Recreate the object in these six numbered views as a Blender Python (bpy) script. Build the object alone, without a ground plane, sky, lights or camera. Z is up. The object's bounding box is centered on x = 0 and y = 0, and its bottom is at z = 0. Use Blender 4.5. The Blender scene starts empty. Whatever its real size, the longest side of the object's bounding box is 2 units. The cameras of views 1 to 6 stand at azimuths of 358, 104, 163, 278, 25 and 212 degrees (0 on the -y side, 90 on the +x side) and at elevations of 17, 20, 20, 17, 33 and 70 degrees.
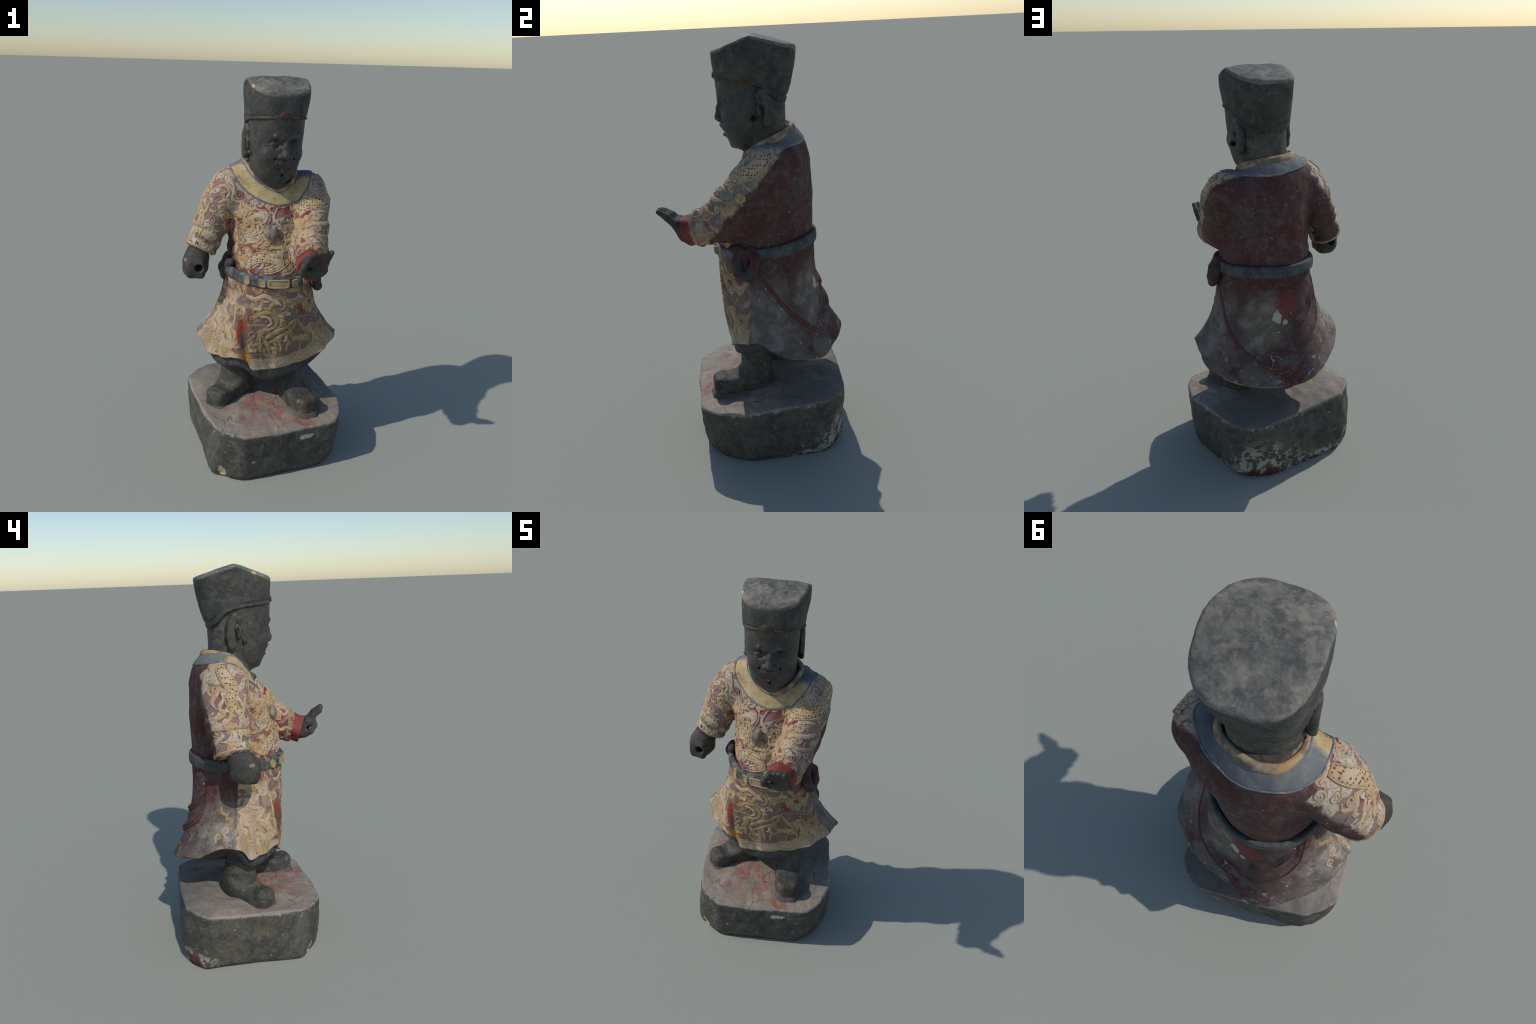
"""Carved and painted wooden standing figure of an official on a chamfered plinth.
All parts are modelled in world metres; every object keeps its origin at the world origin,
so 'Object' texture coordinates are the same for all parts."""
import bpy, math, random
import numpy as np
from mathutils import Vector
from mathutils.bvhtree import BVHTree

rng = np.random.default_rng(7)
random.seed(7)
V3 = lambda *a: np.array(a, dtype=float)


# ------------------------------------------------------------------ maths
def smoothstep(a, b, x):
    t = np.clip((x - a) / (b - a), 0, 1)
    return t * t * (3 - 2 * t)


def pchip(xs, ys, x):
    """Monotone cubic interpolation of ys (n, or n x k) at x."""
    xs = np.asarray(xs, float); ys = np.asarray(ys, float)
    if ys.ndim == 1:
        return pchip(xs, ys[:, None], x)[..., 0]
    h = np.diff(xs)[:, None]
    d = np.diff(ys, axis=0) / h
    m = np.zeros_like(ys)
    ok = d[:-1] * d[1:] > 0
    w1 = 2 * h[1:] + h[:-1]; w2 = h[1:] + 2 * h[:-1]
    with np.errstate(divide='ignore', invalid='ignore'):
        hm = (w1 + w2) / (w1 / d[:-1] + w2 / d[1:])
    m[1:-1] = np.where(ok, hm, 0)
    m[0], m[-1] = d[0], d[-1]
    x = np.clip(np.asarray(x, float), xs[0], xs[-1])
    i = np.clip(np.searchsorted(xs, x, side='right') - 1, 0, len(xs) - 2)
    hh = (xs[i + 1] - xs[i])
    t = ((x - xs[i]) / hh)[..., None]; hh = hh[..., None]
    return ((2*t**3 - 3*t**2 + 1) * ys[i] + (t**3 - 2*t**2 + t) * hh * m[i]
            + (-2*t**3 + 3*t**2) * ys[i + 1] + (t**3 - t**2) * hh * m[i + 1])


def periodic(az, ys, x):
    """Smooth periodic interpolation over azimuth in degrees."""
    az = np.asarray(az, float); ys = np.asarray(ys, float)
    o = np.argsort(az); az, ys = az[o], ys[o]
    A = np.concatenate([az - 360, az, az + 360])
    Y = np.concatenate([ys, ys, ys])
    return pchip(A, Y, np.mod(x, 360))


def noise3(P, seed=0):
    """Cheap smooth lattice noise in -1..1 (numpy)."""
    P = np.asarray(P, float)
    i = np.floor(P).astype(np.int64); f = P - i
    f = f * f * (3 - 2 * f)
    def hsh(a, b, c):
        n = (a * 73856093) ^ (b * 19349663) ^ (c * 83492791) ^ (seed * 2654435)
        n = (n ^ (n >> 13)) * 1274126177
        return ((n ^ (n >> 16)) & 0xffff) / 32767.5 - 1
    r = 0
    for dx in (0, 1):
        for dy in (0, 1):
            for dz in (0, 1):
                w = (f[..., 0] if dx else 1 - f[..., 0]) * (f[..., 1] if dy else 1 - f[..., 1]) * (f[..., 2] if dz else 1 - f[..., 2])
                r = r + w * hsh(i[..., 0] + dx, i[..., 1] + dy, i[..., 2] + dz)
    return r


def frame(yaw_deg, origin):
    a = math.radians(yaw_deg)
    return (np.array([[math.cos(a), math.sin(a), 0], [-math.sin(a), math.cos(a), 0], [0, 0, 1]]), V3(*origin))


def to_local(fr, P):
    return (np.asarray(P, float) - fr[1]) @ fr[0].T


def to_world(fr, P):
    return np.asarray(P, float) @ fr[0] + fr[1]


# ------------------------------------------------------------------ implicit shapes
def s_union(a, b, k):
    h = np.clip(0.5 + 0.5 * (b - a) / k, 0, 1)
    return b + (a - b) * h - k * h * (1 - h)


def s_cut(a, b, k):
    """a minus b, rounded by k"""
    return -s_union(-a, b, k)


def round_cone_chain(P, pts, k=0.02):
    """Union of tapered capsules through (x, y, z, r) points."""
    d = None
    for p, q in zip(pts[:-1], pts[1:]):
        a, b = V3(*p[:3]), V3(*q[:3])
        ba = b - a
        t = np.clip(((P - a) @ ba) / (ba @ ba), 0, 1)
        e = np.linalg.norm(P - a - t[..., None] * ba, axis=-1) - (p[3] + (q[3] - p[3]) * t)
        d = e if d is None else s_union(d, e, k)
    return d


def ellipsoid(P, c, r):
    q = (P - V3(*c)) / V3(*r)
    k0 = np.linalg.norm(q, axis=-1)
    return (k0 - 1) * min(r)


def column(P, levels, n=2.3):
    """Stack of super-ellipses; levels rows: z, front, back, plus_x, minus_x (extents in local axes)."""
    L = np.asarray(levels, float)
    e = pchip(L[:, 0], L[:, 1:], P[..., 2])
    cx = (e[..., 2] - e[..., 3]) / 2; hw = (e[..., 2] + e[..., 3]) / 2
    cy = (e[..., 1] - e[..., 0]) / 2; hd = (e[..., 1] + e[..., 0]) / 2
    q = (np.abs((P[..., 0] - cx) / hw) ** n + np.abs((P[..., 1] - cy) / hd) ** n) ** (1 / n)
    d = (q - 1) * np.minimum(hw, hd)
    return np.maximum(d, np.maximum(L[0, 0] - P[..., 2], P[..., 2] - L[-1, 0]))


def rbox(P, c, half, r, R=None):
    q = P - V3(*c)
    if R is not None:
        q = q @ np.asarray(R).T
    q = np.abs(q) - (V3(*half) - r)
    return np.linalg.norm(np.maximum(q, 0), axis=-1) + np.minimum(q.max(axis=-1), 0) - r


def surface_nets(fn, lo, hi, h):
    lo = V3(*lo); hi = V3(*hi)
    n = np.ceil((hi - lo) / h).astype(int) + 1
    ax = [lo[i] + h * np.arange(n[i]) for i in range(3)]
    F = np.empty(n, np.float32)
    for i0 in range(0, n[0], 24):
        G = np.stack(np.meshgrid(ax[0][i0:i0 + 24], ax[1], ax[2], indexing='ij'), -1)
        F[i0:i0 + 24] = fn(G)
    S = F < 0
    nx, ny, nz = n
    acc = np.zeros((nx - 1, ny - 1, nz - 1, 3)); cnt = np.zeros((nx - 1, ny - 1, nz - 1))
    corners = [(a, b, c) for a in (0, 1) for b in (0, 1) for c in (0, 1)]
    sl = lambda o: tuple(slice(o[i], n[i] - 1 + o[i]) for i in range(3))
    for o in corners:
        for d in range(3):
            if o[d]:
                continue
            o2 = list(o); o2[d] = 1
            f0, f1 = F[sl(o)], F[sl(o2)]
            m = (f0 < 0) != (f1 < 0)
            t = np.where(m, f0 / np.where(m, f0 - f1, 1), 0)
            p = np.zeros(m.shape + (3,)); p[...] = o
            p[..., d] += t
            acc += p * m[..., None]; cnt += m
    act = cnt > 0
    idx = -np.ones(act.shape, int); idx[act] = np.arange(act.sum())
    cell = np.argwhere(act)
    verts = lo + h * (cell + acc[act] / cnt[act][:, None])
    faces = []
    for d in range(3):
        u, v = (d + 1) % 3, (d + 2) % 3
        a = [slice(None)] * 3; b = [slice(None)] * 3
        a[d] = slice(0, n[d] - 1); b[d] = slice(1, n[d])
        s0, s1 = S[tuple(a)], S[tuple(b)]
        e = np.argwhere(s0 != s1)
        e = e[(e[:, u] > 0) & (e[:, v] > 0) & (e[:, u] < n[u] - 1) & (e[:, v] < n[v] - 1)]
        if not len(e):
            continue
        du = np.zeros(3, int); du[u] = 1
        dv = np.zeros(3, int); dv[v] = 1
        g = lambda c: idx[c[:, 0], c[:, 1], c[:, 2]]
        q = np.stack([g(e - du - dv), g(e - dv), g(e), g(e - du)], 1)
        flip = ~s0[e[:, 0], e[:, 1], e[:, 2]]
        q[flip] = q[flip][:, ::-1]
        faces.append(q)
    return verts, np.concatenate(faces)


# ------------------------------------------------------------------ mesh helpers
ROOT = None


def make_object(name, verts, faces, mat, parent=None, smooth=True, normals=None, kind=None):
    me = bpy.data.meshes.new(name)
    if isinstance(faces, np.ndarray):
        nf, k = faces.shape
        me.vertices.add(len(verts)); me.vertices.foreach_set('co', np.asarray(verts, np.float32).ravel())
        me.loops.add(nf * k); me.loops.foreach_set('vertex_index', faces.astype(np.int32).ravel())
        me.polygons.add(nf)
        me.polygons.foreach_set('loop_start', np.arange(0, nf * k, k, dtype=np.int32))
        me.polygons.foreach_set('loop_total', np.full(nf, k, np.int32))
        me.update(calc_edges=True)
    else:
        me.from_pydata([tuple(v) for v in verts], [], [tuple(f) for f in faces])
    me.validate()
    me.polygons.foreach_set('use_smooth', [smooth] * len(me.polygons))
    if normals is not None:
        me.normals_split_custom_set_from_vertices([tuple(v) for v in normals])
    ob = bpy.data.objects.new(name, me)
    bpy.context.scene.collection.objects.link(ob)
    for m in (mat if isinstance(mat, (list, tuple)) else [mat]):
        me.materials.append(m)
    ob.parent = parent or ROOT
    if kind:
        ob['kind'] = kind
    return ob


def mesh_arrays(me):
    v = np.empty(len(me.vertices) * 3, np.float32); me.vertices.foreach_get('co', v)
    n = len(me.polygons)
    f = np.empty(n * 4, np.int32); me.loops.foreach_get('vertex_index', f)
    return v.reshape(-1, 3).astype(float), f.reshape(-1, 4)


def subdivide(verts, faces, levels=1):
    """Catmull-Clark through the Subdivision modifier, back to arrays (quads)."""
    me = bpy.data.meshes.new('tmp')
    me.vertices.add(len(verts)); me.vertices.foreach_set('co', np.asarray(verts, np.float32).ravel())
    nf = len(faces)
    me.loops.add(nf * 4); me.loops.foreach_set('vertex_index', faces.astype(np.int32).ravel())
    me.polygons.add(nf)
    me.polygons.foreach_set('loop_start', np.arange(0, nf * 4, 4, dtype=np.int32))
    me.polygons.foreach_set('loop_total', np.full(nf, 4, np.int32))
    me.update(calc_edges=True)
    ob = bpy.data.objects.new('tmp', me)
    bpy.context.scene.collection.objects.link(ob)
    m = ob.modifiers.new('s', 'SUBSURF'); m.levels = levels; m.render_levels = levels
    ev = ob.evaluated_get(bpy.context.evaluated_depsgraph_get())
    me2 = ev.to_mesh()
    out = mesh_arrays(me2)
    ev.to_mesh_clear()
    bpy.data.objects.remove(ob); bpy.data.meshes.remove(me)
    return out


def vertex_normals(verts, faces):
    a = verts[faces]
    fn = np.cross(a[:, 2] - a[:, 0], a[:, 3] - a[:, 1])
    n = np.zeros_like(verts)
    for k in range(4):
        np.add.at(n, faces[:, k], fn)
    return n / np.maximum(np.linalg.norm(n, axis=1, keepdims=True), 1e-12)


def split_regions(verts, faces, normals, region):
    """Yield (verts, faces, normals) for each face label, border vertices shared in place."""
    for r in np.unique(region):
        f = faces[region == r]
        u, inv = np.unique(f, return_inverse=True)
        yield r, verts[u], inv.reshape(f.shape), normals[u]


def ring_faces(rows, cols, closed=True):
    i = np.arange(rows - 1)[:, None]; j = np.arange(cols if closed else cols - 1)[None]
    j2 = (j + 1) % cols
    q = np.stack([i * cols + j, i * cols + j2, (i + 1) * cols + j2, (i + 1) * cols + j], -1)
    return q.reshape(-1, 4)


def solid(name, fn, lo, hi, h, mat, parent=None, sub=1, displace=None, **kw):
    v, f = surface_nets(fn, lo, hi, h)
    if sub:
        v, f = subdivide(v, f, sub)
    if displace is not None:
        n = vertex_normals(v, f)
        v = v + n * displace(v, n)[:, None]
    return make_object(name, v, f, mat, parent, **kw)


#MATERIALS#
class Nodes:
    """Small helper to write shader graphs as expressions."""

    def __init__(self, name, rough=.8):
        self.mat = bpy.data.materials.new(name); self.mat.use_nodes = True
        self.t = self.mat.node_tree
        self.bsdf = self.t.nodes['Principled BSDF']
        self.bsdf.inputs['Roughness'].default_value = rough
        self.bsdf.inputs['Specular IOR Level'].default_value = .3
        self.co = self.t.nodes.new('ShaderNodeTexCoord').outputs['Object']
        s = self.new('ShaderNodeSeparateXYZ'); self.put(s.inputs[0], self.co)
        self.x, self.y, self.z = s.outputs

    def new(self, k):
        return self.t.nodes.new(k)

    def put(self, sock, v):
        if isinstance(v, bpy.types.NodeSocket):
            self.t.links.new(v, sock)
        elif isinstance(v, (tuple, list)) and len(v) == 3 and sock.type == 'RGBA':
            sock.default_value = (*v, 1)
        else:
            sock.default_value = v

    def m(self, op, a, b=0.0, c=0.0, clamp=False):
        n = self.new('ShaderNodeMath'); n.operation = op; n.use_clamp = clamp
        self.put(n.inputs[0], a); self.put(n.inputs[1], b)
        if len(n.inputs) > 2:
            self.put(n.inputs[2], c)
        return n.outputs[0]

    def add(self, a, b): return self.m('ADD', a, b)
    def sub(self, a, b): return self.m('SUBTRACT', a, b)
    def mul(self, a, b): return self.m('MULTIPLY', a, b)

    def step(self, a, b, v):
        """smooth step of v from a to b (a may exceed b)"""
        n = self.new('ShaderNodeMapRange'); n.interpolation_type = 'SMOOTHSTEP'
        inv = a > b
        self.put(n.inputs['Value'], v)
        n.inputs['From Min'].default_value = min(a, b); n.inputs['From Max'].default_value = max(a, b)
        n.inputs['To Min'].default_value = 1.0 if inv else 0.0; n.inputs['To Max'].default_value = 0.0 if inv else 1.0
        return n.outputs['Result']

    def scaled(self, scale):
        n = self.new('ShaderNodeMapping'); self.put(n.inputs['Vector'], self.co)
        n.inputs['Scale'].default_value = scale
        return n.outputs[0]

    def noise(self, scale, detail=3.0, rough=.55, dist=0.0, vec=None, off=0.0):
        n = self.new('ShaderNodeTexNoise')
        v = vec or self.co
        if off:
            a = self.new('ShaderNodeVectorMath'); a.operation = 'ADD'
            self.put(a.inputs[0], v); a.inputs[1].default_value = (off, off * 1.7, -off)
            v = a.outputs[0]
        self.put(n.inputs['Vector'], v)
        n.inputs['Scale'].default_value = scale; n.inputs['Detail'].default_value = detail
        n.inputs['Roughness'].default_value = rough; n.inputs['Distortion'].default_value = dist
        return n.outputs['Fac']

    def voronoi(self, scale, feature='F1', vec=None, rand=1.0, out='Distance'):
        n = self.new('ShaderNodeTexVoronoi'); n.feature = feature
        self.put(n.inputs['Vector'], vec or self.co)
        n.inputs['Scale'].default_value = scale; n.inputs['Randomness'].default_value = rand
        return n.outputs[out]

    def mix(self, f, a, b, mode='MIX'):
        n = self.new('ShaderNodeMix'); n.data_type = 'RGBA'; n.blend_type = mode
        self.put(n.inputs[0], f); self.put(n.inputs[6], a); self.put(n.inputs[7], b)
        return n.outputs[2]

    def blob(self, c, r, soft=.5, wob=.5, scale=25.0):
        """Irregular ellipsoidal patch: 1 inside, 0 outside."""
        a = self.new('ShaderNodeVectorMath'); a.operation = 'SUBTRACT'
        self.put(a.inputs[0], self.co); a.inputs[1].default_value = c
        d = self.new('ShaderNodeVectorMath'); d.operation = 'DIVIDE'
        self.put(d.inputs[0], a.outputs[0]); d.inputs[1].default_value = r
        l = self.new('ShaderNodeVectorMath'); l.operation = 'LENGTH'
        self.put(l.inputs[0], d.outputs[0])
        n = self.mul(self.sub(self.noise(scale, 6, .72), .5), wob * 6)
        return self.step(1.0 + soft / 2, 1.0 - soft / 2, self.add(l.outputs['Value'], n))

    def warped(self, scale, amount):
        """Object coordinates bent by noise, for broken outlines."""
        w = self.new('ShaderNodeTexNoise'); self.put(w.inputs['Vector'], self.co)
        w.inputs['Scale'].default_value = scale; w.inputs['Detail'].default_value = 3
        k = self.new('ShaderNodeVectorMath'); k.operation = 'MULTIPLY_ADD'
        self.put(k.inputs[0], w.outputs['Color']); k.inputs[1].default_value = (amount / scale * 2,) * 3; self.put(k.inputs[2], self.co)
        return k.outputs[0]

    def either(self, *a):
        r = a[0]
        for b in a[1:]:
            r = self.m('MAXIMUM', r, b)
        return r

    def specks(self, scale, size, keep=.5):
        """Sparse dots: size in cell units, keep = share of cells that carry one."""
        w = self.new('ShaderNodeTexNoise'); self.put(w.inputs['Vector'], self.co)
        w.inputs['Scale'].default_value = scale * 1.6; w.inputs['Detail'].default_value = 3
        k = self.new('ShaderNodeVectorMath'); k.operation = 'MULTIPLY_ADD'
        self.put(k.inputs[0], w.outputs['Color']); k.inputs[1].default_value = (.9 / scale,) * 3; self.put(k.inputs[2], self.co)
        v = self.new('ShaderNodeTexVoronoi'); self.put(v.inputs['Vector'], k.outputs[0])
        v.inputs['Scale'].default_value = scale
        s = self.new('ShaderNodeSeparateColor'); self.put(s.inputs[0], v.outputs['Color'])
        on = self.m('LESS_THAN', s.outputs[0], keep)
        rad = self.mul(s.outputs[1], size)
        return self.mul(on, self.m('LESS_THAN', v.outputs['Distance'], rad))

    def finish(self, col, bump=None, dist=.002, strength=.5, rough=None):
        self.put(self.bsdf.inputs['Base Color'], col)
        if bump is not None:
            b = self.new('ShaderNodeBump'); b.inputs['Strength'].default_value = strength; b.inputs['Distance'].default_value = dist
            self.put(b.inputs['Height'], bump)
            self.put(self.bsdf.inputs['Normal'], b.outputs[0])
        if rough is not None:
            self.put(self.bsdf.inputs['Roughness'], rough)
        return self.mat


# palette (albedo)
CREAM = (.50, .38, .265); OCHRE = (.46, .298, .135); BONE = (.50, .46, .37)
PINK = (.33, .19, .165); RED = (.23, .042, .035); MAROON = (.082, .029, .026)
DUST = (.145, .135, .125); SLATE = (.060, .068, .070); BLACK = (.030, .031, .031)
BLUE = (.125, .15, .24); STONE = (.16, .18, .19); GESSO = (.42, .41, .34)


def dusty(g, col, amount=.35, tone=DUST, scale=9.0):
    n = g.noise(scale, 6, .68, .4)
    return g.mix(g.mul(g.step(.45, .72, n), amount), col, tone)


def cloud_paint(g, cover=.46, scale=15.0, ground=None, paint=None, off=0.0, bone=.66, ochre=.42):
    """Cloud and scroll painting: islands of pale paint with inked contour lines on a reddish ground.
    Returns colour and relief."""
    warp = g.noise(scale * .55, 2, .5, 0, off=off + 3)
    n = g.noise(scale, 1.5, .45, 1.6, off=off)
    lines = g.m('SINE', g.mul(n, 58.0))
    isl = g.step(cover - .012, cover + .012, n)
    rim = g.mul(g.step(.030, .010, g.m('ABSOLUTE', g.sub(n, cover))), 1.0)
    if ground is None:
        ground = g.mix(g.step(.42, .62, warp), PINK, RED)
        ground = g.mix(g.step(.42, .58, g.noise(7, 4, .6, off=off + 9)), ground, (.23, .165, .145))
    if paint is None:
        paint = g.mix(g.step(ochre, ochre + .16, g.noise(6, 3, .6, off=off + 5)), CREAM, OCHRE)
        paint = g.mix(g.mul(g.step(bone - .16, bone, g.noise(11, 4, .6, off=off + 6)), .75), paint, BONE)
    ink = g.mul(g.step(.45, .95, lines), .62)
    paint = g.mix(ink, paint, (.135, .095, .065))
    col = g.mix(isl, ground, paint)
    col = g.mix(g.mul(rim, .45), col, (.16, .11, .075))
    relief = g.add(g.mul(isl, .8), g.mul(lines, .12))
    return col, relief


def back_cloth(g):
    """Dark red cloth of back and sides, greyed by dust and rubbed through to brighter red."""
    c = g.mix(g.step(.42, .60, g.noise(6, 5, .62)), MAROON, (.086, .052, .047))
    c = g.mix(g.mul(g.step(.56, .70, g.noise(8, 6, .68, .5, off=4)), .75), c, (.135, .026, .023))
    c = g.mix(g.mul(g.step(.50, .66, g.noise(20, 6, .72, .5, off=8)), .48), c, (.135, .125, .118))
    c = g.mix(g.mul(g.step(.52, .64, g.noise(60, 5, .7, off=1)), .45), c, (.035, .024, .024))
    # crackle of fine red and pale threads
    cr = g.voronoi(26, 'DISTANCE_TO_EDGE', vec=g.warped(26, .5))
    c = g.mix(g.mul(g.step(.022, .0, cr), g.mul(g.step(.44, .60, g.noise(5, 3, .5, off=2)), .6)), c, (.21, .060, .045))
    c = g.mix(g.specks(46, .24, .10), c, (.34, .31, .25))
    return c


def mat_robe(name, ky, kz, kx, k0, off, patch=None, bone=.66, ochre=.42):
    g = Nodes(name, .78)
    v = g.add(g.add(g.mul(g.y, ky), g.mul(g.z, kz)), g.add(g.mul(g.x, kx), k0))
    v = g.add(v, g.mul(g.sub(g.noise(9, 4, .6, .8), .5), .11))
    front = g.step(.012, -.012, v)
    paint, relief = cloud_paint(g, .465, 12.5, off=off, bone=bone, ochre=ochre)
    col = g.mix(front, back_cloth(g), paint)
    col = g.mix(g.mul(g.step(.50, .70, g.noise(26, 6, .72)), .35), col, (.20, .165, .14))
    col = g.mix(g.specks(55, .16, .12), col, (.62, .58, .47))
    col = g.mix(g.blob((.015, .07, 1.585), (.13, .13, .05), .3, .1), col, (.075, .066, .052))  # dark patch painted inside the collar ring in place of shade
    if patch:
        dull = g.mul(g.step(.22, .28, g.x), g.step(.36, .56, g.noise(14, 5, .66, off=3)))
        col = g.mix(g.mul(g.mul(dull, front), .5), col, (.17, .155, .13))
        red = g.mix(g.step(.45, .62, g.noise(18, 5, .66)), (.19, .040, .033), (.115, .050, .044))
        col = g.mix(g.mul(g.blob(patch[0], patch[1], .4, .15, 16), .9), col, red)
    b = g.add(g.mul(g.mul(front, relief), 1.0), g.mul(g.noise(140, 4, .6), .35))
    return g.finish(col, b, .0022, .8)


def mat_skirt_front():
    g = Nodes('painted_skirt', .78)
    ground = g.mix(g.step(.42, .60, g.noise(8, 4, .6)), (.19, .085, .070), (.185, .135, .115))
    ground = g.mix(g.mul(g.step(.56, .68, g.noise(7, 4, .6, off=3)), .9), ground, RED)
    paint = g.mix(g.step(.40, .60, g.noise(6, 3, .6, off=5)), (.40, .295, .17), (.38, .25, .105))
    paint = g.mix(g.mul(g.step(.52, .68, g.noise(10, 4, .6, off=6)), .7), paint, CREAM)
    col, relief = cloud_paint(g, .515, 12, ground, paint, off=1.3)
    # pale cream-patched flank on the left of the figure
    col = g.mix(g.mul(g.step(-.10, -.24, g.x), g.mul(g.step(.42, .52, g.noise(14, 3, .5, 1.2, off=2)), .75)), col, CREAM)
    # breaking-wave border along the hem: concentric arcs
    dx = g.sub(g.x, .02)
    h = g.sub(g.z, g.add(.525, g.mul(g.mul(dx, dx), 1.0)))
    h = g.add(h, g.mul(g.sub(g.noise(20, 3, .5), .5), .03))
    band = g.step(.078, .066, h)
    d = g.voronoi(9.5, vec=g.scaled((1.0, 1.0, 1.35)))
    arcs = g.m('SINE', g.mul(d, 62.0))
    wave = g.mix(g.step(.40, .62, g.noise(9, 3, .6, off=7)), CREAM, (.40, .29, .14))
    wave = g.mix(g.mul(g.step(.3, .95, arcs), .6), wave, (.14, .105, .07))
    col = g.mix(band, col, wave)
    # raw red and orange wood where the pleat has lost its paint
    col = g.mix(g.blob((-.115, -.205, .745), (.030, .06, .085), .5, 0.21), col, (.26, .045, .025))
    col = g.mix(g.blob((-.105, -.215, .70), (.020, .05, .075), .4, 0.18, 40), col, (.13, .075, .055))
    col = g.mix(g.blob((-.095, -.21, .60), (.035, .06, .045), .6, 0.30, 40), col, (.36, .17, .045))
    col = g.mix(g.blob((.045, -.19, .555), (.020, .05, .010), .3, 0.18, 40), col, BONE)
    col = g.mix(g.mul(g.step(.50, .70, g.noise(26, 6, .72)), .42), col, (.16, .13, .11))
    col = g.mix(g.specks(60, .16, .10), col, (.60, .55, .44))
    b = g.add(g.add(relief, g.mul(g.mul(band, arcs), -.45)), g.mul(g.noise(140, 4, .6), .35))
    return g.finish(col, b, .0018, .8)


def mat_skirt_back():
    g = Nodes('worn_maroon_cloth', .8)
    c = back_cloth(g)
    # grey bloom towards the flared sides
    grey = g.mix(g.step(.42, .58, g.noise(13, 6, .70)), (.26, .232, .19), (.15, .123, .10))
    side = g.either(g.blob((-.36, .06, .68), (.19, .22, .19), 1.0, .25, 9), g.blob((.37, .12, .74), (.17, .18, .24), 1.0, .25, 9), g.blob((.12, .28, .80), (.13, .10, .14), .9, .25, 12))
    c = g.mix(g.mul(side, .85), c, grey)
    pale = g.mul(g.blob((-.36, .12, .66), (.16, .20, .13), .8, .2, 10), g.step(.50, .58, g.noise(11, 6, .72, .5, off=15)))
    c = g.mix(g.mul(pale, .8), c, (.33, .315, .28))
    brown = g.mul(g.blob((-.33, -.02, .70), (.10, .10, .09), .8, .2, 12), g.step(.45, .56, g.noise(9, 5, .66, off=17)))
    c = g.mix(g.mul(brown, .7), c, (.13, .10, .085))
    # flaked gesso
    fl = g.noise(24, 6, .70, .6)
    low = g.step(.70, .56, g.z)
    low_grey = g.mul(g.step(.70, .56, g.z), g.step(.40, .58, g.noise(9, 5, .66, off=12)))
    c = g.mix(g.mul(low_grey, .75), c, (.14, .127, .112))
    c = g.mix(g.mul(g.step(.595, .61, fl), g.step(.74, .58, g.z)), c, (.265, .255, .235))
    c = g.mix(g.mul(g.step(.665, .675, fl), low), c, (.42, .42, .36))
    crk = g.voronoi(60, 'DISTANCE_TO_EDGE', vec=g.warped(60, .6))
    c = g.mix(g.mul(g.blob((-.036, .26, .872), (.055, .06, .070), 1.0, .35, 60), g.step(.16, .04, crk)), c, (.26, .035, .026))
    c = g.mix(g.blob((.018, .275, .815), (.022, .05, .028), .2, .50, 30), c, (.46, .44, .36))
    c = g.mix(g.blob((-.022, .275, .790), (.015, .05, .013), .2, .5, 40), c, (.46, .44, .36))
    c = g.mix(g.blob((.25, .22, .87), (.008, .05, .028), .3, .5, 50), c, (.46, .44, .36))
    c = g.mix(g.specks(34, .22, .12), c, (.38, .37, .32))
    b = g.add(g.mul(g.noise(45, 5, .6), .6), g.mul(g.noise(160, 3, .6), .3))
    return g.finish(c, b, .002, .6)


def mat_dark(name, base, light, warm, bump=.5, rough=.72, specks=True):
    """Blackened wood: soot, rubbed lighter patches, brownish stains, pale specks."""
    g = Nodes(name, rough)
    c = g.mix(g.step(.42, .60, g.noise(10, 7, .72, .6)), base, light)
    c = g.mix(g.mul(g.step(.50, .66, g.noise(7, 6, .70, .4, off=3)), .7), c, warm)
    c = g.mix(g.mul(g.step(.52, .66, g.noise(30, 6, .74, .4, off=5)), .55), c, tuple(min(1, v * 1.8) for v in light))
    c = g.mix(g.mul(g.step(.52, .64, g.noise(64, 5, .74, off=7)), .55), c, tuple(v * .5 for v in base))
    if specks:
        c = g.mix(g.specks(44, .17, .10), c, (.34, .29, .20))
    b = g.add(g.mul(g.noise(30, 5, .6), .6), g.mul(g.noise(120, 4, .65), .4))
    return g, c, b


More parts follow.
